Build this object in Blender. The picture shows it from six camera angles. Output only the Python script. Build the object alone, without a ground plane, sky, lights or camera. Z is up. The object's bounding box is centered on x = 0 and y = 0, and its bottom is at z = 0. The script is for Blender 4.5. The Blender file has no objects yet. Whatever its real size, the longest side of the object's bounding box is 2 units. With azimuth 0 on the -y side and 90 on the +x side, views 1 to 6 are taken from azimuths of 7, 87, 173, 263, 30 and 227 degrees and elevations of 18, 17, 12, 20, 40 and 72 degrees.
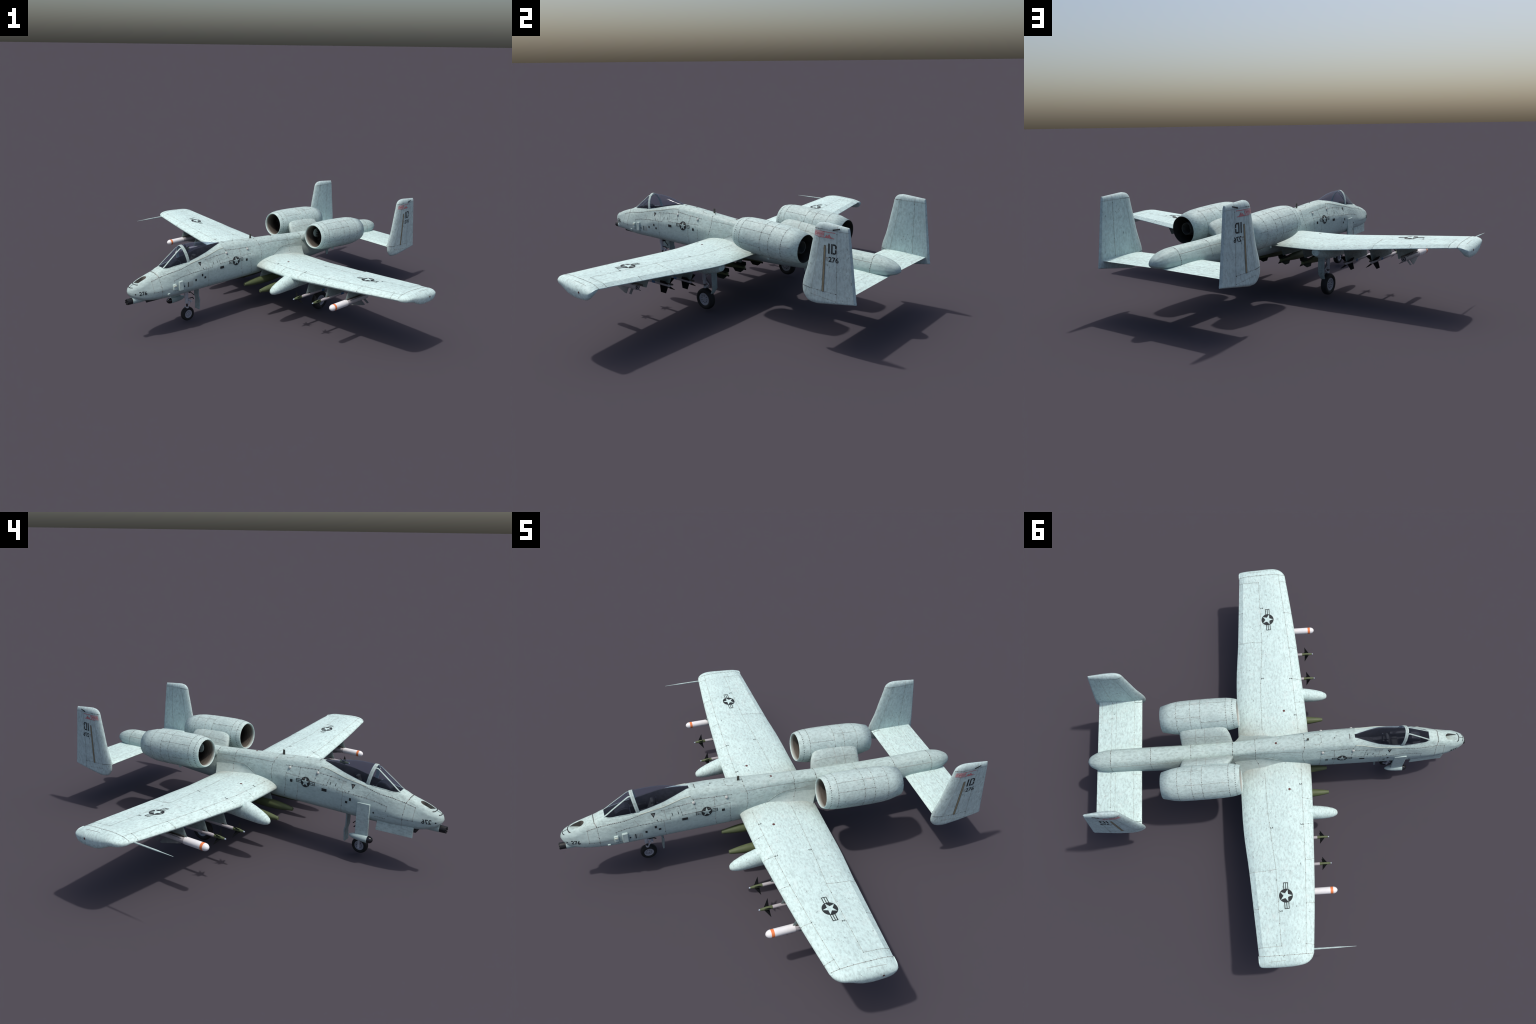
# Twin-engine straight-wing attack aircraft, parked on its landing gear.
# Built in the aircraft's own frame (x = port, y = aft, z = up, metres at the
# required scale) under one Empty that turns it to its heading.
import bpy, bmesh, math, random
import numpy as np
from mathutils import Vector, Matrix
from mathutils.bvhtree import BVHTree

random.seed(7)
YAW = math.radians(-41.1)
OFF = 0.0896

# --------------------------------------------------------------- materials
def new_mat(name):
    m = bpy.data.materials.new(name)
    m.use_nodes = True
    nt = m.node_tree
    return m, nt, nt.nodes["Principled BSDF"]

def node(nt, kind, **kw):
    n = nt.nodes.new(kind)
    for k, v in kw.items():
        setattr(n, k, v)
    return n

def ramp(nt, fac, stops):
    r = node(nt, "ShaderNodeValToRGB")
    els = r.color_ramp.elements
    while len(els) < len(stops):
        els.new(0.5)
    for e, (p, c) in zip(els, stops):
        e.position = p
        e.color = (*c, 1) if len(c) == 3 else c
    nt.links.new(fac, r.inputs[0])
    return r.outputs[0]

def noise(nt, vec, scale, detail=4, rough=0.55, stretch=None):
    if stretch is not None:
        mp = node(nt, "ShaderNodeMapping")
        mp.inputs["Scale"].default_value = stretch
        nt.links.new(vec, mp.inputs[0])
        vec = mp.outputs[0]
    n = node(nt, "ShaderNodeTexNoise")
    n.inputs["Scale"].default_value = scale
    n.inputs["Detail"].default_value = detail
    n.inputs["Roughness"].default_value = rough
    nt.links.new(vec, n.inputs["Vector"])
    return n.outputs["Fac"]

def mix(nt, fac, a, b, mode="MIX"):
    m = node(nt, "ShaderNodeMix", data_type="RGBA", blend_type=mode)
    if isinstance(fac, float):
        m.inputs["Factor"].default_value = fac
    else:
        nt.links.new(fac, m.inputs["Factor"])
    for sock, v in (("A", a), ("B", b)):
        s = [i for i in m.inputs if i.name == sock and i.type == "RGBA"][0]
        if isinstance(v, tuple):
            s.default_value = (*v, 1)
        else:
            nt.links.new(v, s)
    return [o for o in m.outputs if o.type == "RGBA"][0]

PAINT = (0.475, 0.600, 0.572)
PAINT_D = (0.385, 0.490, 0.480)
SPECK = (0.10, 0.125, 0.13)

def band(nt, val, stops, lo, hi):
    m = node(nt, "ShaderNodeMapRange")
    m.inputs["From Min"].default_value = lo
    m.inputs["From Max"].default_value = hi
    nt.links.new(val, m.inputs["Value"])
    return ramp(nt, m.outputs[0], [(p, (v, v, v)) for p, v in stops])

def times(nt, *socks):
    out = socks[0]
    for k in socks[1:]:
        m = node(nt, "ShaderNodeMath", operation="MULTIPLY")
        nt.links.new(out, m.inputs[0])
        if isinstance(k, float):
            m.inputs[1].default_value = k
        else:
            nt.links.new(k, m.inputs[1])
        out = m.outputs[0]
    return out

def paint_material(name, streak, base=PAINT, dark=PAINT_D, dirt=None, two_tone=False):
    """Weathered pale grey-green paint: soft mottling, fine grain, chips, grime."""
    m, nt, bsdf = new_mat(name)
    tc = node(nt, "ShaderNodeTexCoord").outputs["Object"]
    sep = node(nt, "ShaderNodeSeparateXYZ")
    nt.links.new(tc, sep.inputs[0])
    ax = node(nt, "ShaderNodeMath", operation="ABSOLUTE")
    nt.links.new(sep.outputs["X"], ax.inputs[0])
    X, Y, Z = ax.outputs[0], sep.outputs["Y"], sep.outputs["Z"]
    big = noise(nt, tc, 13.0, 4)
    c = mix(nt, ramp(nt, big, [(0.36, (0, 0, 0)), (0.62, (1, 1, 1))]), dark, base)
    c = mix(nt, 0.45, c, base)
    # mid-size blotches and grain drawn out along the airflow
    mott = noise(nt, tc, 95.0, 5, 0.66, streak)
    c = mix(nt, ramp(nt, mott, [(0.34, (0.95, 0.95, 0.95)), (0.56, (0, 0, 0))]), c, tuple(v * 0.70 for v in base))
    pale = noise(nt, tc, 55.0, 5, 0.65)
    c = mix(nt, ramp(nt, pale, [(0.54, (0, 0, 0)), (0.72, (0.55, 0.55, 0.55))]), c,
            tuple(min(1.0, v * 1.17) for v in base))
    warm = noise(nt, tc, 28.0, 4, 0.6)
    c = mix(nt, ramp(nt, warm, [(0.56, (0, 0, 0)), (0.74, (0.35, 0.35, 0.35))]),
            c, (base[0] * 1.08, base[1] * 0.93, base[2] * 0.92))
    chip = noise(nt, tc, 125.0, 3, 0.55, streak)
    gate = noise(nt, tc, 17.0, 3)
    c = mix(nt, times(nt, ramp(nt, chip, [(0.635, (0, 0, 0)), (0.73, (1, 1, 1))]),
                      ramp(nt, gate, [(0.44, (0.10, 0.10, 0.10)), (0.60, (0.9, 0.9, 0.9))])), c, SPECK)
    if two_tone:          # flanks and belly tinted darker for the shading below the chine
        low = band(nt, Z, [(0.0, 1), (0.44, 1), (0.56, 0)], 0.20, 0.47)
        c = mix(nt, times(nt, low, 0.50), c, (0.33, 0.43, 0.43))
    if dirt == "body":  # brown ambient occlusion painted in where wing, body and engines meet
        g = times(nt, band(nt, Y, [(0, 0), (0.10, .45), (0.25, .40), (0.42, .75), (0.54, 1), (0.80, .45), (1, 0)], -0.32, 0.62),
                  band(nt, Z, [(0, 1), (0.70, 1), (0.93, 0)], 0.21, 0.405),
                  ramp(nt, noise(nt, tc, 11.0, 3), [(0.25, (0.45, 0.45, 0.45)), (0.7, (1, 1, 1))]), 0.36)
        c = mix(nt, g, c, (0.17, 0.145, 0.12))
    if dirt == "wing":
        g = times(nt, band(nt, X, [(0, 1), (0.28, .8), (0.62, .28), (1, 0)], 0.06, 0.235),
                  band(nt, Y, [(0, .85), (0.30, .25), (0.62, .35), (0.85, .9), (1, 1)], -0.24, 0.15), 0.62)
        c = mix(nt, g, c, (0.22, 0.185, 0.145))
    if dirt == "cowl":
        g = times(nt, band(nt, X, [(0, 1), (0.45, .5), (1, 0)], 0.085, 0.175),
                  band(nt, Z, [(0, 1), (0.5, .9), (1, 0)], 0.33, 0.46), 0.33)
        c = mix(nt, g, c, (0.15, 0.13, 0.11))
    nt.links.new(c, bsdf.inputs["Base Color"])
    bsdf.inputs["Roughness"].default_value = 0.6
    bsdf.inputs["Specular IOR Level"].default_value = 0.3
    b = node(nt, "ShaderNodeBump")
    b.inputs["Strength"].default_value = 0.06
    b.inputs["Distance"].default_value = 0.002
    nt.links.new(mott, b.inputs["Height"])
    nt.links.new(b.outputs[0], bsdf.inputs["Normal"])
    return m

def plain(name, col, rough=0.6, metal=0.0, vary=0.12, scale=40.0, spec=0.35):
    m, nt, bsdf = new_mat(name)
    tc = node(nt, "ShaderNodeTexCoord").outputs["Object"]
    n = noise(nt, tc, scale, 4)
    lo = tuple(v * (1 - vary) for v in col)
    hi = tuple(min(1, v * (1 + vary)) for v in col)
    nt.links.new(ramp(nt, n, [(0.3, lo), (0.7, hi)]), bsdf.inputs["Base Color"])
    bsdf.inputs["Roughness"].default_value = rough
    bsdf.inputs["Metallic"].default_value = metal
    bsdf.inputs["Specular IOR Level"].default_value = spec
    return m

M = {}
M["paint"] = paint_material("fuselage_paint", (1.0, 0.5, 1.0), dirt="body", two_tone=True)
M["hull"] = paint_material("fitting_paint", (1.0, 0.5, 1.0))
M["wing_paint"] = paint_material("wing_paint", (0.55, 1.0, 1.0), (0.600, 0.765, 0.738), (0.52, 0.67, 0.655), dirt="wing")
M["stab_paint"] = paint_material("tailplane_paint", (0.55, 1.0, 1.0), (0.600, 0.765, 0.738), (0.52, 0.67, 0.655))
M["tail_paint"] = paint_material("fin_paint", (1.0, 1.0, 0.5), (0.505, 0.640, 0.635), (0.40, 0.51, 0.52))
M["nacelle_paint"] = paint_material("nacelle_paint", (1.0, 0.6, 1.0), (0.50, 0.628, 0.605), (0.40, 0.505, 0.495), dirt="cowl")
M["decal"] = plain("marking_black", (0.020, 0.024, 0.026), 0.7, vary=0.25)
M["line"] = plain("panel_line", (0.285, 0.27, 0.245), 0.8, vary=0.35, scale=25)
M["rivet"] = plain("rivet_dark", (0.045, 0.043, 0.040), 0.8, vary=0.3)
M["red"] = plain("band_red", (0.50, 0.19, 0.20), 0.7, vary=0.2, scale=120)
M["pinkred"] = plain("band_pink", (0.50, 0.35, 0.36), 0.7, vary=0.3, scale=160)
M["strip"] = plain("formation_strip", (0.27, 0.235, 0.15), 0.5)
M["strip_edge"] = plain("formation_strip_edge", (0.10, 0.10, 0.085), 0.6)
M["cap"] = plain("fuel_cap_maroon", (0.11, 0.045, 0.042), 0.6)
M["rail"] = plain("primer_rail", (0.53, 0.59, 0.50), 0.6)
M["tub"] = plain("cockpit_interior", (0.035, 0.033, 0.036), 0.75, vary=0.4, scale=60)
M["seat"] = plain("seat_fabric", (0.028, 0.028, 0.026), 0.8)
M["dash"] = plain("instrument_black", (0.015, 0.015, 0.018), 0.5)
M["dial"] = plain("instrument_dial", (0.25, 0.26, 0.25), 0.4)
M["black"] = plain("black_metal", (0.014, 0.015, 0.017), 0.45)
M["soot"] = plain("exhaust_soot", (0.02, 0.019, 0.018), 0.7, vary=0.3)
M["tyre"] = plain("tyre_rubber", (0.013, 0.013, 0.014), 0.75)
M["rim"] = plain("wheel_rim", (0.30, 0.31, 0.355), 0.45, vary=0.15)
M["rimdark"] = plain("wheel_hole", (0.08, 0.08, 0.09), 0.6)
M["strut"] = plain("strut_grey", (0.46, 0.47, 0.51), 0.4, vary=0.15)
M["chrome"] = plain("oleo_dark", (0.06, 0.055, 0.055), 0.3, metal=0.6)
M["green"] = plain("bomb_olive", (0.088, 0.112, 0.052), 0.55, vary=0.1)
M["greendark"] = plain("bomb_fin_olive", (0.012, 0.020, 0.013), 0.6)
M["white"] = plain("missile_white", (0.78, 0.78, 0.79), 0.4, vary=0.05)
M["orange"] = plain("missile_band_orange", (0.78, 0.22, 0.075), 0.45, vary=0.05)
M["msl"] = plain("missile_grey", (0.42, 0.40, 0.42), 0.4, vary=0.1)
M["mslfin"] = plain("missile_fin_dark", (0.006, 0.007, 0.008), 0.85, spec=0.08)
M["finlight"] = plain("missile_wing_grey", (0.16, 0.165, 0.17), 0.5, vary=0.2)
M["blue"] = plain("missile_band_blue", (0.04, 0.14, 0.30), 0.5)
M["tip"] = plain("seeker_tip", (0.35, 0.42, 0.5), 0.25)
M["brown"] = plain("antenna_dark", (0.075, 0.07, 0.058), 0.6)
M["sill"] = plain("sill_seal", (0.16, 0.14, 0.09), 0.7, vary=0.4, scale=90)
M["dome"] = plain("lamp_dome", (0.46, 0.48, 0.46), 0.45)
M["slotwall"] = plain("receptacle_wall", (0.14, 0.125, 0.11), 0.7, vary=0.3)
M["pylon"] = paint_material("pylon_paint", (1.0, 0.5, 1.0), (0.235, 0.295, 0.285), (0.19, 0.24, 0.235))  # base colour lowered to carry the shade under the wing
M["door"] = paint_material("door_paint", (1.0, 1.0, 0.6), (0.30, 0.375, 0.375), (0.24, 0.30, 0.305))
M["lens"] = plain("sensor_lens", (0.008, 0.008, 0.01), 0.06, spec=0.6)

def intake_material():
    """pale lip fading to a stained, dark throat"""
    m, nt, bsdf = new_mat("intake_duct")
    tc = node(nt, "ShaderNodeTexCoord").outputs["Object"]
    sep = node(nt, "ShaderNodeSeparateXYZ"); nt.links.new(tc, sep.inputs[0])
    n = noise(nt, tc, 16.0, 4, 0.6, (1.0, 9.0, 1.0))
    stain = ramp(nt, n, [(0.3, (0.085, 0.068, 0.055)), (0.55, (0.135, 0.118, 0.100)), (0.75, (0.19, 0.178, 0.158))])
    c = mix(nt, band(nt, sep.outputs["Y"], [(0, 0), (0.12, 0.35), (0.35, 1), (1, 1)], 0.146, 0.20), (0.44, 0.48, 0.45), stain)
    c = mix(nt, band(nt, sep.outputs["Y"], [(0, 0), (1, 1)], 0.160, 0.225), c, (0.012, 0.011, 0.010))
    nt.links.new(c, bsdf.inputs["Base Color"])
    bsdf.inputs["Roughness"].default_value = 0.55
    return m
M["corem"] = plain("core_metal", (0.055, 0.056, 0.056), 0.5, vary=0.3)
M["spinner"] = plain("spinner_grey", (0.018, 0.018, 0.018), 0.6, spec=0.15)  # grey darkened to near-black to sink into the unlit intake
M["duct"] = intake_material()

def glass_material():
    """thin tinted acrylic: clear body with a Fresnel gloss on top"""
    m, nt, bsdf = new_mat("canopy_glass_tint")
    tr = node(nt, "ShaderNodeBsdfTransparent")
    tr.inputs[0].default_value = (0.88, 0.905, 0.95, 1)
    bsdf.inputs["Base Color"].default_value = (0.16, 0.18, 0.24, 1)
    bsdf.inputs["Roughness"].default_value = 0.12
    bsdf.inputs["IOR"].default_value = 1.5
    bsdf.inputs["Specular IOR Level"].default_value = 0.7
    lw = node(nt, "ShaderNodeLayerWeight"); lw.inputs["Blend"].default_value = 0.5
    pw = node(nt, "ShaderNodeMath", operation="POWER"); pw.inputs[1].default_value = 4.0
    nt.links.new(lw.outputs["Facing"], pw.inputs[0])
    ad = node(nt, "ShaderNodeMath", operation="MULTIPLY_ADD"); ad.inputs[1].default_value = 0.40; ad.inputs[2].default_value = 0.045
    nt.links.new(pw.outputs[0], ad.inputs[0])
    mx = node(nt, "ShaderNodeMixShader")
    nt.links.new(ad.outputs[0], mx.inputs[0]); nt.links.new(tr.outputs[0], mx.inputs[1]); nt.links.new(bsdf.outputs[0], mx.inputs[2])
    nt.links.new(mx.outputs[0], nt.nodes["Material Output"].inputs["Surface"])
    return m
M["glass"] = glass_material()

# --------------------------------------------------------------- mesh helpers
ROOT = bpy.data.objects.new("attack_aircraft", None)
bpy.context.scene.collection.objects.link(ROOT)
ROOT.rotation_euler = (0, 0, YAW)
ROOT.location = (OFF * math.cos(YAW), OFF * math.sin(YAW), 0)
ROOT["label"] = "pale grey twin-engine attack jet with straight wings and stores"
ROOT["category"] = "military aircraft"

def link(name, me, parent=None, mats=(), angle=35.0, smooth=True):
    ob = bpy.data.objects.new(name, me)
    bpy.context.scene.collection.objects.link(ob)
    ob.parent = parent or ROOT
    for mt in mats:
        if me.materials.find(M[mt].name) < 0:
            me.materials.append(M[mt])
    if smooth and len(me.polygons):
        me.shade_smooth()
        me.set_sharp_from_angle(angle=math.radians(angle))
    return ob

def make(name, verts, faces, mats=("paint",), parent=None, angle=35.0, fmat=None, fix=True):
    me = bpy.data.meshes.new(name)
    me.from_pydata([tuple(map(float, v)) for v in verts], [], faces)
    if fmat is not None:
        for mt in mats:
            me.materials.append(M[mt])
        me.polygons.foreach_set("material_index", fmat)
    if fix:
        bm = bmesh.new(); bm.from_mesh(me)
        bmesh.ops.remove_doubles(bm, verts=bm.verts, dist=1e-6)
        bmesh.ops.recalc_face_normals(bm, faces=bm.faces)
        bm.to_mesh(me); bm.free()
    return link(name, me, parent, mats, angle)

def loft(rings, closed=True, cap0=True, cap1=True):
    """faces between successive rings (lists of equal length)"""
    V, F = [], []
    n = len(rings[0])
    for r in rings:
        V += [tuple(p) for p in r]
    for i in range(len(rings) - 1):
        a, b = i * n, (i + 1) * n
        for j in range(n if closed else n - 1):
            k = (j + 1) % n
            F.append((a + j, a + k, b + k, b + j))
    if closed and cap0:
        F.append(tuple(range(n - 1, -1, -1)))
    if closed and cap1:
        F.append(tuple(range((len(rings) - 1) * n, len(rings) * n)))
    return V, F

def lathe(profile, seg=32, centre=(0, 0, 0), closed=False):
    """profile: (y, r) pairs turned about the y axis"""
    rings = []
    for y, r in profile:
        rings.append([(centre[0] + r * math.cos(2 * math.pi * k / seg), centre[1] + y,
                       centre[2] + r * math.sin(2 * math.pi * k / seg)) for k in range(seg)])
    return loft(rings, True, profile[0][1] > 1e-5, profile[-1][1] > 1e-5)

def join(parts):
    V, F = [], []
    for v, f in parts:
        o = len(V)
        V += list(v)
        F += [tuple(i + o for i in q) for q in f]
    return V, F

def tube(p0, p1, r0, r1=None, seg=12):
    p0, p1 = Vector(p0), Vector(p1)
    r1 = r0 if r1 is None else r1
    d = (p1 - p0).normalized()
    a = d.orthogonal().normalized(); b = d.cross(a)
    rings = [[p + (a * math.cos(t) + b * math.sin(t)) * r for t in
              [2 * math.pi * k / seg for k in range(seg)]] for p, r in ((p0, r0), (p1, r1))]
    return loft(rings)

def polyline_tube(pts, r, seg=8):
    return join([tube(a, b, r, r, seg) for a, b in zip(pts, pts[1:])])

def prism(outline, direction, depth):
    """closed polygon (3D points) pushed both ways along direction by depth/2"""
    d = Vector(direction) * (depth / 2)
    n = len(outline)
    V = [Vector(p) - d for p in outline] + [Vector(p) + d for p in outline]
    F = [tuple(range(n - 1, -1, -1)), tuple(range(n, 2 * n))]
    F += [(i, (i + 1) % n, n + (i + 1) % n, n + i) for i in range(n)]
    return V, F

def box(c, s):
    x, y, z = c; a, b, e = s[0] / 2, s[1] / 2, s[2] / 2
    return prism([(x, y - b, z - e), (x, y + b, z - e), (x, y + b, z + e), (x, y - b, z + e)], (1, 0, 0), 2 * a)

def bevel(ob, w, seg=2):
    md = ob.modifiers.new("bevel", "BEVEL")
    md.width = w; md.segments = seg; md.limit_method = "ANGLE"; md.angle_limit = math.radians(40)
    return ob

def mirrored(ob, parent=None):
    me = ob.data.copy()
    bm = bmesh.new(); bm.from_mesh(me)
    for v in bm.verts:
        v.co.x = -v.co.x
    bmesh.ops.reverse_faces(bm, faces=bm.faces)
    bm.to_mesh(me); bm.free()
    o = bpy.data.objects.new(ob.name, me)
    bpy.context.scene.collection.objects.link(o)
    o.parent = parent or ob.parent
    o.location = (-ob.location.x, ob.location.y, ob.location.z)
    for md in ob.modifiers:
        if md.type == "BEVEL":
            bevel(o, md.width, md.segments)
    if "kind" in ob.keys():
        o["kind"] = ob["kind"]
    return o

def pchip(xs, ys, x):
    xs = np.asarray(xs, float); ys = np.asarray(ys, float); x = np.asarray(x, float)
    h = np.diff(xs); d = np.diff(ys) / h
    m = np.zeros_like(ys)
    for i in range(1, len(xs) - 1):
        if d[i - 1] * d[i] > 0:
            w1 = 2 * h[i] + h[i - 1]; w2 = h[i] + 2 * h[i - 1]
            m[i] = (w1 + w2) / (w1 / d[i - 1] + w2 / d[i])
    m[0], m[-1] = d[0], d[-1]
    i = np.clip(np.searchsorted(xs, x) - 1, 0, len(xs) - 2)
    t = (x - xs[i]) / h[i]
    return ((1 + 2 * t) * (1 - t) ** 2 * ys[i] + t * (1 - t) ** 2 * h[i] * m[i]
            + t * t * (3 - 2 * t) * ys[i + 1] + t * t * (t - 1) * h[i] * m[i + 1])

def catmull(P, n, ends=None):
    """centripetal-ish Catmull-Rom through 2D points, n samples per span"""
    P = [np.asarray(p, float) for p in P]
    a = ends[0] if ends else 2 * P[0] - P[1]
    b = ends[1] if ends else 2 * P[-1] - P[-2]
    Q = [np.asarray(a, float)] + P + [np.asarray(b, float)]
    out = []
    for i in range(1, len(Q) - 2):
        p0, p1, p2, p3 = Q[i - 1:i + 3]
        t0 = 0.0
        t1 = t0 + max(np.linalg.norm(p1 - p0), 1e-6) ** 0.5
        t2 = t1 + max(np.linalg.norm(p2 - p1), 1e-6) ** 0.5
        t3 = t2 + max(np.linalg.norm(p3 - p2), 1e-6) ** 0.5
        for k in range(n):
            t = t1 + (t2 - t1) * k / n
            a1 = (t1 - t) / (t1 - t0) * p0 + (t - t0) / (t1 - t0) * p1
            a2 = (t2 - t) / (t2 - t1) * p1 + (t - t1) / (t2 - t1) * p2
            a3 = (t3 - t) / (t3 - t2) * p2 + (t - t2) / (t3 - t2) * p3
            b1 = (t2 - t) / (t2 - t0) * a1 + (t - t0) / (t2 - t0) * a2
            b2 = (t3 - t) / (t3 - t1) * a2 + (t - t1) / (t3 - t1) * a3
            out.append((t2 - t) / (t2 - t1) * b1 + (t - t1) / (t2 - t1) * b2)
    out.append(P[-1])
    return out

# --------------------------------------------------------------- fuselage
# y | bottom | bilge x,z | low side x,z | side x,z | chine x,z | shoulder x,z | sill x,z | top
BODY = [
 (-1.1085, .289, .0030,.2895, .0050,.291, .0055,.293, .0045,.2955, .0035,.2965, .0020,.297, .2972),
 (-1.104,  .278, .0095,.280, .0150,.286, .0165,.2935,.0135,.3015, .0105,.3045, .006,.3065, .3075),
 (-1.096,  .2665,.0165,.2690,.0265,.279, .0285,.2925,.0245,.3055, .0195,.3115, .0115,.3165, .3185),
 (-1.082,  .2545,.0225,.2580,.0355,.270, .0385,.289, .0335,.309,  .026,.3185, .0155,.3255, .3275),
 (-1.062,  .2440,.0285,.2480,.0450,.263, .0480,.286, .0415,.313,  .033,.3245, .020,.332, .3340),
 (-1.030,  .2330,.0350,.2370,.0555,.254, .0590,.286, .0475,.3235, .037,.336, .0245,.3445, .3460),
 (-0.981,  .2240,.0410,.2285,.0665,.250, .0700,.286, .0455,.3390, .0385,.3495,.0260,.3600, .3620),
 (-0.935,  .2185,.0450,.2235,.0735,.250, .0765,.287, .0490,.3510, .0390,.3640,.0260,.3735, .3755),
 (-0.894,  .2160,.0500,.2220,.0780,.2505,.0800,.290, .0565,.3580, .0430,.3755,.0270,.3890, .3905),
 (-0.870,  .2155,.0520,.2215,.0805,.251, .0815,.294, .0605,.3615, .0475,.3785,.0385,.3880, .4070),
 (-0.830,  .2150,.0540,.2215,.0830,.2525,.0830,.300, .0645,.3665, .0535,.3830,.0440,.3925, .4385),
 (-0.756,  .2145,.0560,.2220,.0855,.2555,.0860,.305, .0675,.3760, .0600,.3920,.0525,.4010, .4935),
 (-0.690,  .2140,.0565,.2220,.0860,.2560,.0873,.334, .0690,.3830, .0620,.4020,.0520,.4140, .4945),
 (-0.620,  .2140,.0565,.2220,.0865,.2560,.0876,.342, .0690,.3920, .0620,.4140,.0485,.4310, .4885),
 (-0.564,  .2140,.0565,.2220,.0865,.2555,.0876,.346, .0675,.4000, .0570,.4260,.0360,.4430, .4770),
 (-0.515,  .2140,.0565,.2220,.0865,.2550,.0876,.349, .0665,.4050, .0505,.4345,.0210,.4515, .4650),
 (-0.4775, .2138,.0565,.2215,.0860,.2540,.0871,.352, .0655,.4060, .0480,.4370,.0105,.4560, .4577),
 (-0.400,  .2138,.0562,.2215,.0855,.2530,.0858,.354, .0648,.4040, .0465,.4365,.0120,.4515, .4525),
 (-0.300,  .2138,.0555,.2210,.0840,.2515,.0836,.353, .0635,.3985, .0450,.4300,.0120,.4430, .4440),
 (-0.200,  .2138,.0545,.2205,.0810,.2500,.0808,.342, .0610,.3910, .0430,.4210,.0120,.4328, .4338),
 (-0.110,  .2138,.0530,.2200,.0780,.2490,.0770,.312, .0615,.3740, .0420,.4130,.0120,.4257, .4268),
 (-0.050,  .2138,.0515,.2198,.0755,.2485,.0735,.303, .0610,.3620, .0405,.4080,.0120,.4210, .4220),
 ( 0.060,  .2145,.0485,.2205,.0710,.2490,.0680,.300, .0530,.3520, .0375,.3980,.0120,.4110, .4120),
 ( 0.180,  .2165,.0455,.2225,.0670,.2510,.0640,.300, .0505,.3480, .0370,.3870,.0120,.4000, .4010),
 ( 0.400,  .2270,.0435,.2330,.0645,.2600,.0630,.302, .0510,.3460, .0375,.3745,.0120,.3858, .3866),
 ( 0.637,  .2540,.0430,.2590,.0640,.2790,.0635,.310, .0535,.3440, .0385,.3660,.0120,.3765, .3773),
 ( 0.8676, .2780,.0400,.2815,.0600,.2960,.0615,.318, .0530,.3430, .0375,.3620,.0120,.3725, .3735),
 ( 0.925,  .2840,.0340,.2870,.0520,.3000,.0535,.318, .0455,.3395, .0325,.3545,.0110,.3625, .3635),
 ( 0.962,  .2915,.0250,.2940,.0385,.3035,.0395,.3165,.0335,.3320, .0240,.3425,.0080,.3480, .3487),
 ( 0.984,  .3000,.0150,.3015,.0235,.3075,.0242,.3155,.0205,.3245, .0145,.3305,.0050,.3338, .3342),
 ( 0.9945, .3110,.0030,.3115,.0045,.3125,.0046,.3140,.0040,.3155, .0028,.3165,.0010,.3170, .3171),
]
B = np.array(BODY)
NSP = 5                        # samples between section control points
Y0C, Y1C = -0.894, -0.4775     # cockpit opening

def body_controls(y):
    v = [float(pchip(B[:, 0], B[:, k], y)) for k in range(1, 15)]
    pts = [(0.0, v[0])] + [(v[1 + 2 * i], v[2 + 2 * i]) for i in range(6)] + [(0.0, v[13])]
    return pts

def body_half(y):
    P = body_controls(y)
    e0 = (-P[1][0], P[1][1]); e1 = (-P[-2][0], P[-2][1])
    S = catmull(P, NSP, (e0, e1))
    # the flanks are flatter plates meeting at soft chines: pull those spans towards straight
    for i in (2, 3, 4):
        for k in range(1, NSP):
            q = np.asarray(P[i]) + (np.asarray(P[i + 1]) - np.asarray(P[i])) * k / NSP
            S[i * NSP + k] = S[i * NSP + k] * 0.35 + q * 0.65
    return S

SILL = 6 * NSP                 # index of sill sample in the half ring

def body_ys():
    ys = list(np.linspace(-1.1085, -1.03, 16)) + list(np.arange(-1.02, -0.9, 0.01))
    ys += [-0.8945] + list(np.arange(-0.8935, -0.48, 0.0115)) + [-0.4780, -0.4770]
    ys += list(np.arange(-0.46, 0.90, 0.02)) + list(np.linspace(0.90, 0.9945, 16))
    return sorted(set(round(float(y), 5) for y in ys))

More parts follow.
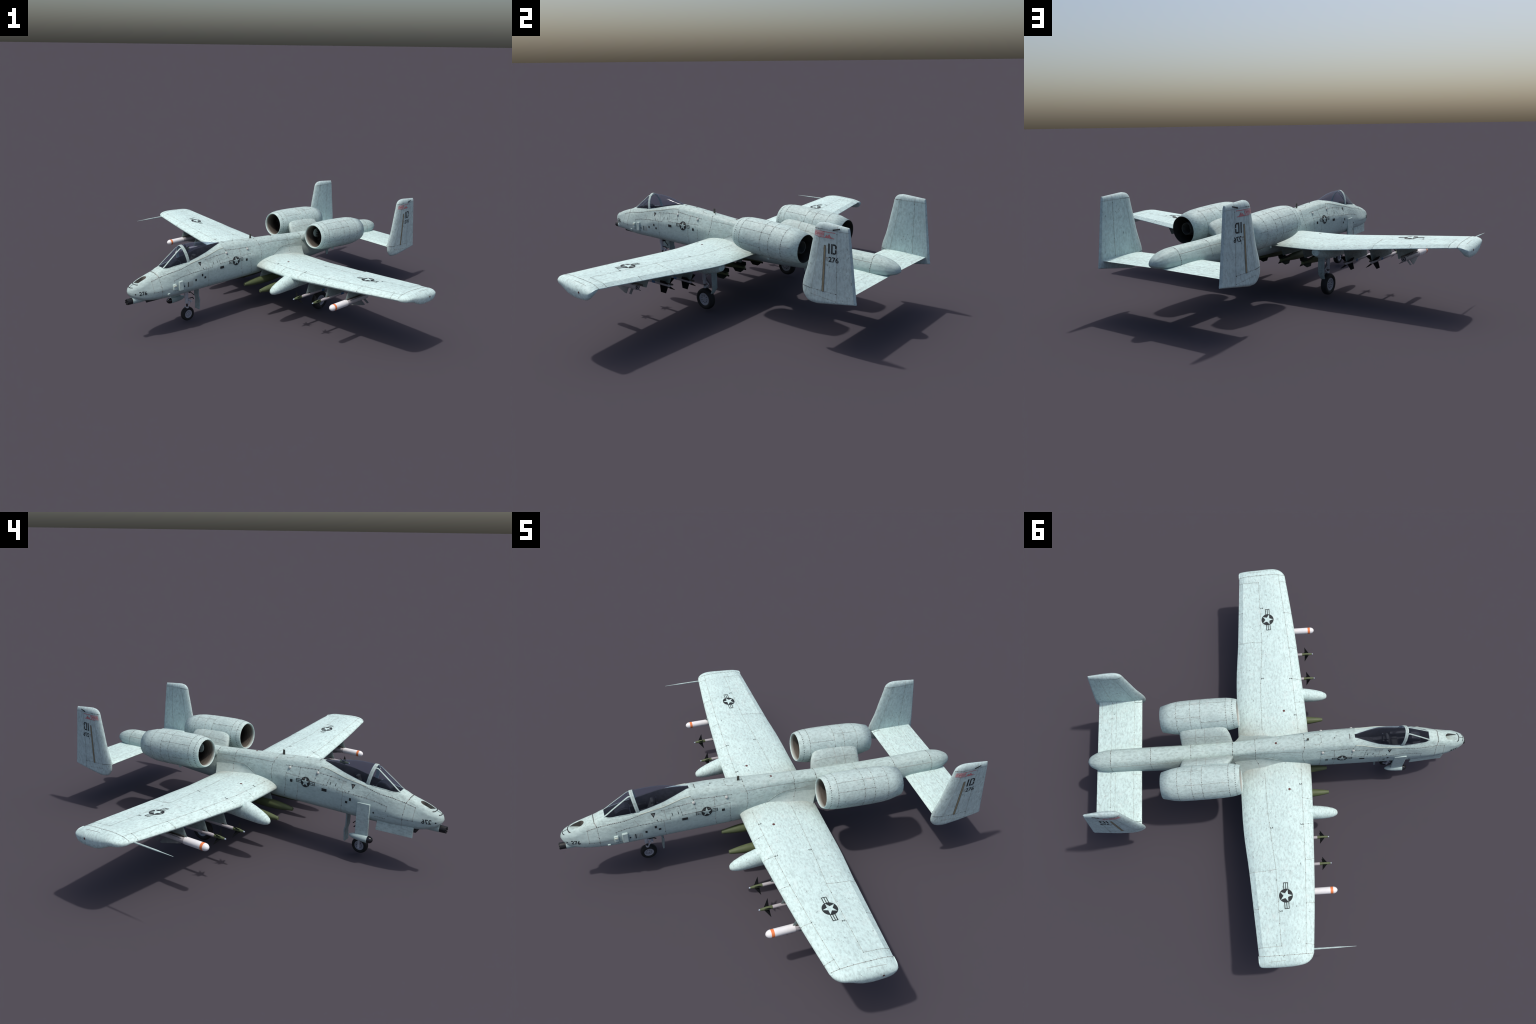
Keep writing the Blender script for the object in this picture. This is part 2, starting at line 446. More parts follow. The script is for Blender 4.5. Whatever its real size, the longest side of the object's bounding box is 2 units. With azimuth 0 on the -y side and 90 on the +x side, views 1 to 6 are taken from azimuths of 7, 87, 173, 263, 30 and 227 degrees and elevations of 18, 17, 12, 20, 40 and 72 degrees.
def build_fuselage():
    ys = body_ys()
    rings, tub = [], []
    for y in ys:
        H = body_half(y)
        inside = Y0C < y < Y1C
        tub.append(inside)
        half = [(float(p[0]), float(p[1])) for p in H]
        if inside:
            xs, zs = half[SILL]
            n = len(half) - 1 - SILL
            floor = max(0.318, min(zs - 0.006, 0.318 + 0.9 * max(0, y + 0.60)))
            for k in range(1, n + 1):
                t = k / n
                if k == 1:
                    q = (max(xs - 0.004, 0.001), zs - 0.0005)
                elif k == 2:
                    q = (max(xs - 0.0055, 0.001), zs - 0.006)
                elif k == 3:
                    q = (max(xs - 0.008, 0.0005), floor + 0.004)
                else:
                    q = (max(xs - 0.012, 0.0) * (1 - (k - 4) / (n - 4)), floor)
                half[SILL + k] = q
        ring = [(x, y, z) for x, z in half] + [(-x, y, z) for x, z in half[-2:0:-1]]
        rings.append(ring)
    V, F = loft(rings)
    n = len(rings[0]); nh = len(body_half(0.0))
    fm = []
    for f in F:
        if len(f) != 4:
            fm.append(0); continue
        i, j = divmod(min(f), n)
        js = [q % n for q in f]
        cap = all(SILL < q < 2 * (nh - 1) - SILL for q in js) or \
              (all(SILL <= q <= 2 * (nh - 1) - SILL for q in js) and any(SILL < q < 2 * (nh - 1) - SILL for q in js))
        isin = [tub[q // n] for q in f]
        fm.append(1 if (cap and any(isin)) else 0)
    return make("fuselage", V, F, ("paint", "tub"), fmat=fm, angle=38)

fus = build_fuselage()

# refuelling receptacle slot cut in the nose: flat ramp falling aft to a rounded wall
def cut(ob, V, F, mats=("hull",), idx=None):
    me = bpy.data.meshes.new("cutter"); me.from_pydata([tuple(v) for v in V], [], F)
    bm = bmesh.new(); bm.from_mesh(me)
    bmesh.ops.recalc_face_normals(bm, faces=bm.faces); bm.to_mesh(me); bm.free()
    for mt in mats:
        me.materials.append(M[mt])
    if idx:
        me.polygons.foreach_set("material_index", idx)
    c = bpy.data.objects.new("cutter", me); bpy.context.scene.collection.objects.link(c)
    c.matrix_world = ob.matrix_world.copy()
    c.parent = ob.parent
    md = ob.modifiers.new("cut", "BOOLEAN"); md.operation = "DIFFERENCE"; md.object = c; md.solver = "EXACT"; md.material_mode = "TRANSFER"
    bpy.context.view_layer.update()
    dg = bpy.context.evaluated_depsgraph_get()
    new = bpy.data.meshes.new_from_object(ob.evaluated_get(dg))
    ob.modifiers.clear()
    old = ob.data; ob.data = new; bpy.data.meshes.remove(old)
    bpy.data.objects.remove(c); bpy.data.meshes.remove(me)
    ob.data.set_sharp_from_angle(angle=math.radians(38))

def slot_cutter():
    ya, yb, w = -1.064, -0.990, 0.0185
    pts = [(-0.0150, ya), (0.0150, ya), (0.0178, ya + 0.02)]
    for k in range(13):
        a = math.pi * k / 12
        pts.append((w * math.cos(a), yb - 0.022 + 0.022 * math.sin(a)))
    pts.append((-0.0178, ya + 0.02))
    low = [(x, y, 0.3345 - 0.024 * (y - ya) / (yb - ya)) for x, y in pts]
    top = [(x, y, 0.42) for x, y in pts]
    V, F = loft([low, top])
    return V, F
def slot_index(F):
    return [1 if len(f) == 4 else 0 for f in F]
_sv, _sf = slot_cutter()
cut(fus, _sv, _sf, ("hull", "slotwall"), slot_index(_sf))

def bvh_of(*obs):
    V, F = [], []
    for o in obs:
        k = len(V)
        V += [o.matrix_basis @ v.co for v in o.data.vertices]
        F += [tuple(i + k for i in p.vertices) for p in o.data.polygons]
    return BVHTree.FromPolygons(V, F)

# --------------------------------------------------------------- canopy & windshield
def canopy_arc(y, n=14, dz=0.0):
    """half arc from sill to crown as (x, z)"""
    P = body_controls(y)
    (xs, zs), t = P[6], P[7][1] + dz
    out = []
    for k in range(n + 1):
        a = math.pi / 2 * k / n
        e = 2 / 1.85
        out.append((xs * math.cos(a) ** e, zs + (t - zs) * math.sin(a) ** e))
    return out

def shell(rings, thick, name, mat, parent=None, angle=40):
    V, F = loft(rings, closed=False)
    ob = make(name, V, F, (mat,), parent, angle)
    md = ob.modifiers.new("wall", "SOLIDIFY"); md.thickness = thick; md.offset = 0
    return ob

def full(half, y):
    return [(x, y if not callable(y) else y(z), z) for x, z in half] + \
           [(-x, y if not callable(y) else y(z), z) for x, z in half[-2::-1]]

YF = -0.750                                   # frame hoop station
rings = []
for y in np.linspace(YF, -0.479, 40):
    rings.append(full(canopy_arc(y), float(y)))
canopy = shell(rings, 0.0014, "canopy", "glass")

# windshield: flat front pane between two edge posts, curved side panes
def wind_pts(y):
    """sill, side mid, post, crown at station y"""
    P = body_controls(y)
    xs, zs = P[6]; t = P[7][1]
    f = (y + 0.894) / (YF + 0.894)
    xp = 0.0250 + (0.0175 - 0.0250) * f
    zp = 0.3895 + (0.4800 - 0.3895) * min(1, (y + 0.894) / (-0.770 + 0.894))
    zp = min(zp, t - 0.001)
    return (xs, zs), (xp, zp), t

def wind_half(y, n=8):
    (xs, zs), (xp, zp), t = wind_pts(y)
    out = []
    f = max(0.0, (y + 0.894) / 0.144)
    bul = 0.006 * f
    for k in range(n + 1):
        u = k / n
        b = bul * 4 * u * (1 - u)
        out.append((xs + (xp - xs) * u + b * 0.9, zs + (zp - zs) * u + b * 0.45))
    for k in range(1, 5):
        u = k / 4
        out.append((xp * (1 - u), zp + (t - zp) * (1 - (1 - u) ** 2)))
    return out
rings = [full(wind_half(float(y)), float(y)) for y in np.linspace(-0.8935, YF, 22)]
wshield = shell(rings, 0.0014, "windshield", "glass", angle=20)

# painted frame: hoop, posts and sill strips, standing just proud of the glass
def ribbon(points, normals, width_dir, w, h, name, parent, mat="paint"):
    rings = []
    for p, nrm, wd in zip(points, normals, width_dir):
        p, nrm, wd = Vector(p), Vector(nrm).normalized(), Vector(wd).normalized()
        rings.append([p - wd * w / 2 - nrm * h, p - wd * w / 2 + nrm * h * 0.7, p - wd * w * 0.3 + nrm * h,
                      p + wd * w * 0.3 + nrm * h, p + wd * w / 2 + nrm * h * 0.7, p + wd * w / 2 - nrm * h])
    V, F = loft(rings)
    return make(name, V, F, (mat,), parent, angle=50)

hoop = full(canopy_arc(YF, 18), YF)
def lean(p):                                   # foot of the hoop sits aft of its crown
    f = (p[2] - 0.40) / 0.094
    return (p[0], -0.735 - 0.018 * f, p[2])
cen = Vector((0, YF, 0.40))
hp = [lean(p) for p in hoop]
hn = [Vector((p[0] * 1.3, 0, p[2] - 0.40)) for p in hoop]
frame = ribbon(hp, hn, [(0, 1, 0.05)] * len(hp), 0.0175, 0.0022, "canopy_frame", ROOT)
mid = ribbon([tuple(Vector(p) + Vector(n_).normalized() * 0.0019) for p, n_ in zip(hp, hn)], hn,
             [(0, 1, 0.05)] * len(hp), 0.0012, 0.0006, "frame_seam", frame, "line")
mid["kind"] = "stuff"
for sgn in (1, -1):
    pts = []
    for y in np.linspace(-0.893, -0.757, 12):
        (_, _), (xp, zp), t = wind_pts(float(y))
        pts.append((sgn * xp, float(y), zp + 0.0004))
    ribbon(pts, [(sgn * 0.8, -0.5, 0.8)] * len(pts), [(sgn * 0.75, 0.1, -0.6)] * len(pts), 0.0062, 0.0014,
           "windshield_post", frame)
    pts = []
    for y in np.linspace(-0.888, -0.762, 12):
        (xs, zs), _, _ = wind_pts(float(y))
        pts.append((sgn * (xs + 0.0002), float(y), zs + 0.0005))
    ribbon(pts, [(sgn, 0, 0.6)] * len(pts), [(-sgn * 0.4, 0, 0.9)] * len(pts), 0.004, 0.0010, "windshield_sill", frame)
pts = [(x, -0.8935, 0.3892 + 0.0014 * (1 - (x / 0.027) ** 2)) for x in np.linspace(-0.027, 0.027, 9)]
ribbon(pts, [(0, -0.45, 0.9)] * 9, [(0, 0.9, 0.5)] * 9, 0.006, 0.0012, "windshield_sill", frame)

# cockpit furniture, all kept below or just above the sills
cock = make("cockpit", *prism([(0, -0.842, .372), (0, -0.800, .372), (0, -0.775, .372), (0, -0.770, .408), (0, -0.790, .418), (0, -0.815, .414), (0, -0.842, .396)], (1, 0, 0), 0.050),
            mats=("dash",))
bevel(cock, 0.005)
V, F = join([box((x, -0.7695, z), (0.009, 0.003, 0.009)) for x in (-0.017, -0.005, 0.007, 0.018) for z in (0.380, 0.393)])
o = make("instrument_dial", V, F, ("dial",), cock); o["kind"] = "stuff"
seat_prof = [(-0.725, 0.322), (-0.680, 0.322), (-0.650, 0.404), (-0.662, 0.408), (-0.684, 0.350), (-0.725, 0.344)]
seat = make("ejection_seat", *prism([(0, y, z) for y, z in seat_prof], (1, 0, 0), 0.052), mats=("seat",))
bevel(seat, 0.005)
hr = make("headrest", *box((0, -0.6585, 0.411), (0.034, 0.016, 0.018)), mats=("seat",), parent=seat); bevel(hr, 0.005)
o = make("seat_rail", *join([tube((s_ * 0.020, -0.645, 0.330), (s_ * 0.020, -0.636, 0.412), 0.004) for s_ in (1, -1)]), mats=("dash",), parent=seat)
o = make("side_console", *join([box((s_ * 0.039, -0.735, 0.352), (0.014, 0.10, 0.034)) for s_ in (1, -1)]), mats=("dash",), parent=cock)

# --------------------------------------------------------------- wing
DIH0, DIH = 0.36, 0.098
def naca(xc, t, camber, pc=0.55):
    yt = 5 * t * (0.2969 * math.sqrt(xc) - 0.1260 * xc - 0.3516 * xc ** 2 + 0.2843 * xc ** 3 - 0.1036 * xc ** 4)
    if xc < pc:
        yc = camber / pc ** 2 * (2 * pc * xc - xc * xc)
    else:
        yc = camber / (1 - pc) ** 2 * ((1 - 2 * pc) + 2 * pc * xc - xc * xc)
    return yc + yt, yc - yt

def wing_le(x):
    return float(pchip([0.0, 0.10, 0.36, 0.52, 0.78, 1.10, 1.2], [-0.2395, -0.2385, -0.2300, -0.2200, -0.2030, -0.1725, -0.162], x))
def wing_te(x):
    return float(pchip([0.0, 0.36, 0.45, 0.67, 0.87, 1.10, 1.2], [0.157, 0.155, 0.1515, 0.1320, 0.1180, 0.1025, 0.096], x))
def wing_z(x):
    e = x - DIH0
    s = 0.05                                   # blend the kink a little
    return 0.2765 + DIH * (0.5 * (e + math.sqrt(e * e + s * s)) - (0.5 * (-DIH0 + math.sqrt(DIH0 ** 2 + s * s))))

NW = 26
XC = sorted([0.5 * (1 - math.cos(math.pi * k / NW)) for k in range(NW + 1)] + [0.9149, 0.962, 0.968])
def wing_ring(x, le=None, te=None, zc=None, ts=1.0, bevel_te=0.0, xo=None):
    le = wing_le(x) if le is None else le
    te = wing_te(x) if te is None else te
    zc = wing_z(x) if zc is None else zc
    c = te - le
    k = min(1, max(0, (x - 0.36) / 0.74))
    t = (0.160 - 0.022 * k) * ts; cam = (0.027 - 0.004 * k) * ts
    up, lo = [], []
    for xc in XC:
        u, l = naca(xc, t, cam)
        yy = le + c * xc
        if bevel_te > 0:                       # flat wedge along the split aileron
            if xc >= 0.9148:
                u = (1 - xc) / 0.0851 * bevel_te / c + 0.004
            elif xc > 0.55:  # noqa
                u += (bevel_te / c + 0.004 - naca(0.9149, t, cam)[0]) * ((xc - 0.55) / 0.365) ** 2
        elif xc > 0.5:                         # full, convex trailing region inboard
            q = (xc - 0.5) / 0.5
            u += 0.060 * q * q * (1 - q ** 3) * ts
        if xc > 0.5:
            l = min(l, u - 0.003 / c)
        up.append((x if xo is None else xo, yy, zc + u * c))
        lo.append((x if xo is None else xo, yy, zc + l * c))
    up[0] = lo[0] = ((up[0][0]), le, zc)
    return up[::-1] + lo[1:]

def build_wing():
    rings = []
    xs = [0.02, 0.06, 0.10, 0.16, 0.22, 0.28, 0.31, 0.34, 0.36, 0.38, 0.41, 0.45, 0.50, 0.56, 0.62, 0.670]
    for x in xs:
        rings.append(wing_ring(x))
    for x in [0.672, 0.72, 0.78, 0.84, 0.9, 0.96, 1.02, 1.0595]:
        rings.append(wing_ring(x, bevel_te=0.0160 - 0.0030 * (x - 0.67) / 0.4))
    for x in [1.0610, 1.08, 1.10]:
        rings.append(wing_ring(x))
    V, F = loft(rings)
    ob = make("wing", V, F, ("wing_paint",), angle=30)
    # crease where the wedge of the split aileron starts
    me = ob.data
    def on(v):
        if not 0.671 < v.x < 1.06: return False
        a, b_ = wing_le(v.x), wing_te(v.x)
        return abs((v.y - a) / (b_ - a) - 0.9149) < 0.001 and v.z > wing_z(v.x) + 0.003
    sharp = [e.use_edge_sharp or (on(me.vertices[e.vertices[0]].co) and on(me.vertices[e.vertices[1]].co)) for e in me.edges]
    me.edges.foreach_set("use_edge_sharp", sharp)
    return ob

def build_tip():
    """drooped tip: the skin rolls over into a skirt that hangs deepest near the trailing edge"""
    le, te, zc = wing_le(1.10), wing_te(1.10), wing_z(1.10)
    c = te - le
    t, cam = 0.138, 0.023
    yk = [-0.1720, -0.1700, -0.1650, -0.158, -0.146, -0.125, -0.0976, -0.0500, 0.0, 0.050, 0.082, 0.096, 0.1025, 0.1050]
    xk = [1.1006, 1.1050, 1.1170, 1.127, 1.1380, 1.148, 1.1535, 1.1575, 1.158, 1.157, 1.155, 1.1520, 1.1460, 1.1340]
    zk = [0.3470, 0.3450, 0.3425, 0.3405, 0.3385, 0.3370, 0.3300, 0.3095, 0.300, 0.3000, 0.3060, 0.3190, 0.3300, 0.3390]
    ys = sorted(set(yk + [float(v) for v in np.linspace(-0.135, 0.095, 22)]))
    rings = []
    for y in ys:
        xo = float(pchip(yk, xk, y)); zl = float(pchip(yk, zk, y))
        xc = min(1.0, max(0.0, (y - le) / c))
        u, l = naca(xc, t, cam)
        if xc > 0.5:
            q = (xc - 0.5) / 0.5
            u += 0.060 * q * q * (1 - q ** 3); l = min(l, u - 0.003 / c)
        zu, zo = zc + u * c, zc + l * c
        if y > te:
            zu = zc + 0.0025 - (y - te) * 0.4; zo = zu - 0.0015
        zl = min(zl, zo - 0.0005)
        ring = [(1.0985, y, zu + 0.0002), (1.0985 + 0.15 * (xo - 1.0985), y, zu + 0.0001)]
        for k in range(1, 9):                   # rolled shoulder then a nearly upright skirt
            a = math.pi / 2 * k / 8
            ring.append((1.1010 + (xo - 1.1010) * math.sin(a) ** 0.85, y, zu - (zu - zl) * 0.52 * (1 - math.cos(a))))
        zs = zu - (zu - zl) * 0.52
        ring += [(xo - 0.001, y, zs + (zl - zs) * 0.5), (xo - 0.0035, y, zs + (zl - zs) * 0.85), (xo - 0.009, y, zl)]
        wid = xo - 1.0985
        ring += [(xo - 0.30 * wid - 0.006, y, zl + (zo - zl) * 0.08), (xo - 0.58 * wid - 0.004, y, zl + (zo - zl) * 0.45),
                 (xo - 0.76 * wid, y, zl + (zo - zl) * 0.80), (1.0985 + 0.12 * wid, y, zo), (1.0985, y, zo)]
        rings.append(ring)
    V, F = loft(rings)
    return make("wing_tip", V, F, ("wing_paint",), parent=wing, angle=50)
wing = build_wing()
wing_r = mirrored(wing)
tip = build_tip()
tip_r = mirrored(tip, wing_r)

# wing-root fairing
def fairing():
    rings = []
    n = 24
    for i in range(n):
        f = i / (n - 1)
        ya = -0.118 + f * (0.196 + 0.118)
        yb = -0.118 + f * (0.143 + 0.118)
        xa = float(pchip([-0.118, -0.10, -0.0045, 0.065, 0.14, 0.20], [0.0765, 0.0745, 0.0600, 0.0505, 0.0465, 0.0445], ya))
        za = float(pchip([-0.118, -0.10, -0.0045, 0.065, 0.14, 0.20], [0.309, 0.318, 0.3535, 0.3505, 0.3445, 0.339], ya))
        xb = float(pchip([-0.118, -0.10, -0.02, 0.042, 0.139, 0.16], [0.079, 0.0815, 0.0930, 0.1030, 0.119, 0.122], yb))
        zb = float(pchip([-0.118, -0.08, 0.0, 0.042, 0.139, 0.16], [0.306, 0.310, 0.3095, 0.3055, 0.2840, 0.2795], yb))
        ring = []
        for k in range(9):
            u = k / 8
            bow = 0.011 * 4 * u * (1 - u) * min(1, f * 3)
            ring.append((xa + (xb - xa) * u - bow * 0.55, ya + (yb - ya) * u, za + (zb - za) * u - bow * 0.45))
        ring += [(xb - 0.006, yb - 0.003, zb - 0.012), (0.03, ya - 0.004, 0.285), (0.03, ya - 0.002, za - 0.004)]
        rings.append(ring)
    V, F = loft(rings)
    return make("wing_root_fairing", V, F, ("paint",), angle=40)
fair = fairing(); fair_r = mirrored(fair)

# main gear pods under the wing
def gear_pod():
    S = [(-0.3690, .2150, .0010, .0012), (-0.3670, .2155, .0100, .0105), (-0.3600, .2170, .0170, .0175), (-0.342, .2205, .0250, .0262),
         (-0.312, .2270, .0315, .0345), (-0.277, .2350, .0352, .0415), (-0.240, .2425, .0372, .0475), (-0.206, .2470, .0375, .0515),
         (-0.150, .2480, .0372, .0475), (-0.060, .2465, .0362, .0450), (0.030, .2480, .0345, .0430), (0.085, .2530, .0305, .0370),
         (0.125, .2580, .0250, .0270), (0.1475, .2610, .0215, .0190), (0.1485, .2610, .0150, .0130)]
    rings = []
    for y, z, rx, rz in S:
        rings.append([(0.354 + rx * math.cos(a), y, z + rz * math.sin(a)) for a in [2 * math.pi * k / 32 for k in range(32)]])
    V, F = loft(rings)
    return make("gear_pod", V, F, ("wing_paint",), angle=45)
pod = gear_pod(); pod_r = mirrored(pod)

# --------------------------------------------------------------- engines
EX = 0.191
def eng_z(y):
    return 0.4215 + (0.3985 - 0.4215) * (y - 0.15) / 0.41
def eng_lathe(prof, seg=56):
    rings = []
    for y, r in prof:
        yy = y
        rings.append([(EX + r * math.cos(a), yy + 0.057 * r * math.sin(a), eng_z(y) + r * math.sin(a))
                      for a in [2 * math.pi * k / seg for k in range(seg)]])
    return rings
def build_nacelle():
    outer = [(0.1500, .0700), (0.1465, .0718), (0.1455, .0740), (0.1470, .0762), (0.152, .0785), (0.163, .0820), (0.180, .0858),
             (0.2035, .0892), (0.25, .0918), (0.32, .0932), (0.40, .0932), (0.46, .0918), (0.48, .0902), (0.51, .0860), (0.5665, .0722)]
    inner_front = [(0.1500, .0700), (0.158, .0690), (0.175, .0692), (0.20, .0700), (0.26, .0720), (0.262, .0100)]
    inner_rear = [(0.5665, .0722), (0.5668, .0700), (0.56, .0692), (0.50, .0740), (0.42, .0760), (0.42, .030)]
    o = eng_lathe(outer); i1 = eng_lathe(inner_front); i2 = eng_lathe(inner_rear)
    V1, F1 = loft(o, True, False, False)
    V2, F2 = loft(i1, True, False, True)
    V3, F3 = loft(i2, True, False, True)
    V, F = join([(V1, F1), (V2, F2), (V3, F3)])
    fm = [0] * len(F1) + [1] * len(F2) + [2] * len(F3)
    return make("engine_nacelle", V, F, ("nacelle_paint", "duct", "soot"), fmat=fm, angle=40, fix=False)
nac = build_nacelle()
bm = bmesh.new(); bm.from_mesh(nac.data)
bmesh.ops.remove_doubles(bm, verts=bm.verts, dist=1e-6)
bmesh.ops.recalc_face_normals(bm, faces=bm.faces); bm.to_mesh(nac.data); bm.free()
def shifted(vf, c):
    return [(v[0] + c[0], v[1] + c[1], v[2] + c[2]) for v in vf[0]], vf[1]
zf = eng_z(0.24)
spin = make("intake_spinner", *shifted(lathe([(0.214, 0.0005), (0.2155, 0.004), (0.220, 0.0075), (0.232, 0.0115), (0.258, 0.017)], 24), (EX, 0, zf)),
            mats=("spinner",), parent=nac)
blades = []
for k in range(24):
    a = 2 * math.pi * k / 24
    ca, sa = math.cos(a), math.sin(a)
    ring = []
    for r, tw in ((0.018, 0.25), (0.045, 0.65), (0.070, 1.0)):
        w = 0.0055 + 0.0015 * (r / 0.07)
        dx, dy = w * math.sin(tw), w * math.cos(tw)
        for sgn in (1, -1):
            px, pz = r * ca - sgn * dx * sa, r * sa + sgn * dx * ca
            ring.append((EX + px, 0.246 + sgn * dy * 0.8, zf + pz))
    n = len(ring)
    vs = ring + [(x, y + 0.0015, z) for x, y, z in ring]
    fs = []
    for i in (0, 2):
        fs += [(i, i + 1, i + 3, i + 2), (n + i + 2, n + i + 3, n + i + 1, n + i),
               (i, i + 2, n + i + 2, n + i), (i + 3, i + 1, n + i + 1, n + i + 3)]
    blades.append((vs, fs))
fan = make("fan_blade", *join(blades), mats=("soot",), parent=nac); fan["kind"] = "stuff"
ze = eng_z(0.5)
core = make("exhaust_core", *shifted(join([lathe([(0.42, 0.043), (0.50, 0.037), (0.543, 0.0315), (0.545, 0.0300), (0.543, 0.0285), (0.46, 0.030)], 40),
                                           lathe([(0.44, 0.022), (0.48, 0.020), (0.505, 0.012), (0.515, 0.002)], 28)]), (EX, 0, ze)),
            mats=("corem",), parent=nac)
o = make("exhaust_strut", *join([tube((EX + 0.036 * math.cos(a), 0.49, ze + 0.036 * math.sin(a)),
                                      (EX + 0.072 * math.cos(a), 0.49, ze + 0.072 * math.sin(a)), 0.003) for a in (0.5, 2.2, 3.6, 5.6)]),
         mats=("soot",), parent=nac)
# small drains hanging from the cowl
o = make("cowl_drain", *join([prism([(EX + 0.004, y, eng_z(y) - 0.088), (EX + 0.004, y + l, eng_z(y) - 0.088),
                                     (EX + 0.004, y + l * 0.8, eng_z(y) - 0.088 - d), (EX + 0.004, y + l * 0.15, eng_z(y) - 0.088 - d)], (1, 0, 0), 0.007)
                              for y, l, d in ((0.325, 0.020, 0.022), (0.415, 0.010, 0.012))]), mats=("nacelle_paint",), parent=nac)

def engine_pylon():
    rings = []
    N = 26
    for x, ya, yb, zt, zb in ((0.022, 0.184, 0.466, 0.364, 0.330), (0.036, 0.184, 0.466, 0.374, 0.332), (0.048, 0.186, 0.468, 0.390, 0.338),
                              (0.062, 0.190, 0.470, 0.410, 0.346), (0.080, 0.196, 0.472, 0.430, 0.356), (0.098, 0.208, 0.474, 0.444, 0.366), (0.125, 0.225, 0.474, 0.455, 0.374)):
        ring = []
        zc = (zt + zb) / 2; h = (zt - zb) / 2
        for k in range(N):
            a = 2 * math.pi * k / N
            ex = 2 / 3.6
            cx = math.copysign(abs(math.cos(a)) ** ex, math.cos(a)); sx = math.copysign(abs(math.sin(a)) ** ex, math.sin(a))
            yy = (ya + yb) / 2 + (yb - ya) / 2 * cx
            slope = -0.010 * (yy - 0.30) / 0.15
            ring.append((x, yy, zc + h * sx + slope))
        rings.append(ring)
    V, F = loft(rings)
    return make("engine_pylon", V, F, ("nacelle_paint",), angle=40)
pyl = engine_pylon()

# --------------------------------------------------------------- tail
STZ = 0.2850
def tailplane():
    rings = []
    le, te = 0.7020, 0.9500
    for x in np.linspace(-0.375, 0.375, 13):
        up, lo = [], []
        zc = STZ + 0.004 * (1 - abs(x) / 0.375)
        for xc in XC:
            u, l = naca(xc, 0.085, 0.0)
            yy = le + (te - le) * xc
            up.append((x, yy, zc + u * (te - le))); lo.append((x, yy, zc + l * (te - le)))
        rings.append(up[::-1] + lo[1:-1])
    V, F = loft(rings)
    return make("tailplane", V, F, ("stab_paint",), angle=35)
stab = tailplane()

FIN_C = 0.3805
def build_fin():
    # leading-edge and trailing-edge lines as functions of height, blunt rounded nose section
    le_z = [.2145, .2195, .230, .240, .262, .287, .400, .500, .542, .580, .596, .605, .6085]
    le_y = [.7600, .7260, .7075, .6985, .6860, .6835, .7125, .7335, .7430, .7510, .7620, .7780, .7970]
    def te(z):
        return 0.975 + (0.930 - 0.975) * (z - 0.25) / (0.597 - 0.25)
    rings = []
    zs = list(np.linspace(0.2145, 0.262, 9)) + list(np.linspace(0.275, 0.575, 16)) + list(np.linspace(0.582, 0.6085, 8))
    for z in zs:
        y0 = float(pchip(le_z, le_y, z)); y1 = te(max(z, 0.2505))
        up, lo = [], []
        # thickness falls off over the rounded tip and the lower edge
        k = 1.0
        if z > 0.580:
            k = math.sqrt(max(0.05, 1 - ((z - 0.580) / 0.0288) ** 2))
        if z < 0.232:
            k = math.sqrt(max(0.05, 1 - ((0.232 - z) / 0.0181) ** 2))
        for xc in XC:
            u, _ = naca(xc, 1.0, 0.0)          # half thickness, peak 0.5
            ht = 0.0170 * k * min(1.0, 2.05 * u) if xc < 0.3 else 0.0170 * k * (1 - 0.55 * max(0, (min(xc, 0.965) - 0.45) / 0.55) ** 1.2) * (1 if xc < 0.97 else (1 - 0.86 * (xc - 0.965) / 0.035))
            yy = y0 + (y1 - y0) * xc
            # lower edge rises aft, tip edge falls aft
            zz = z
            if z < 0.262:
                w = (0.262 - z) / (0.262 - 0.2145)
                zz = z + w * max(0, (yy - 0.76)) * 0.166
            if z > 0.575:
                w = (z - 0.575) / (0.6085 - 0.575)
                zz = z - w * max(0, (yy - 0.80)) * 0.085
            up.append((FIN_C + ht, yy, zz)); lo.append((FIN_C - ht, yy, zz))
        # bevelled trailing edge
        up[-1] = (FIN_C + 0.0018 * k, up[-1][1], up[-1][2]); lo[-1] = (FIN_C - 0.0018 * k, lo[-1][1], lo[-1][2])
        rings.append(up[::-1] + lo[1:])
    V, F = loft(rings)
    return make("tail_fin", V, F, ("tail_paint",), angle=32)
fin = build_fin()

# --------------------------------------------------------------- markings projected on the skin
def clip_to_grid(bm, step):
    """slice a flat mesh so that it can follow a curved skin"""
    xs = [v.co.x for v in bm.verts]; ys = [v.co.y for v in bm.verts]
    for axis, lo, hi in ((0, min(xs), max(xs)), (1, min(ys), max(ys))):
        k = lo + step
        while k < hi:
            co = [0, 0, 0]; no = [0, 0, 0]; co[axis] = k; no[axis] = 1
            bmesh.ops.bisect_plane(bm, geom=bm.verts[:] + bm.edges[:] + bm.faces[:], plane_co=co, plane_no=no)
            k += step

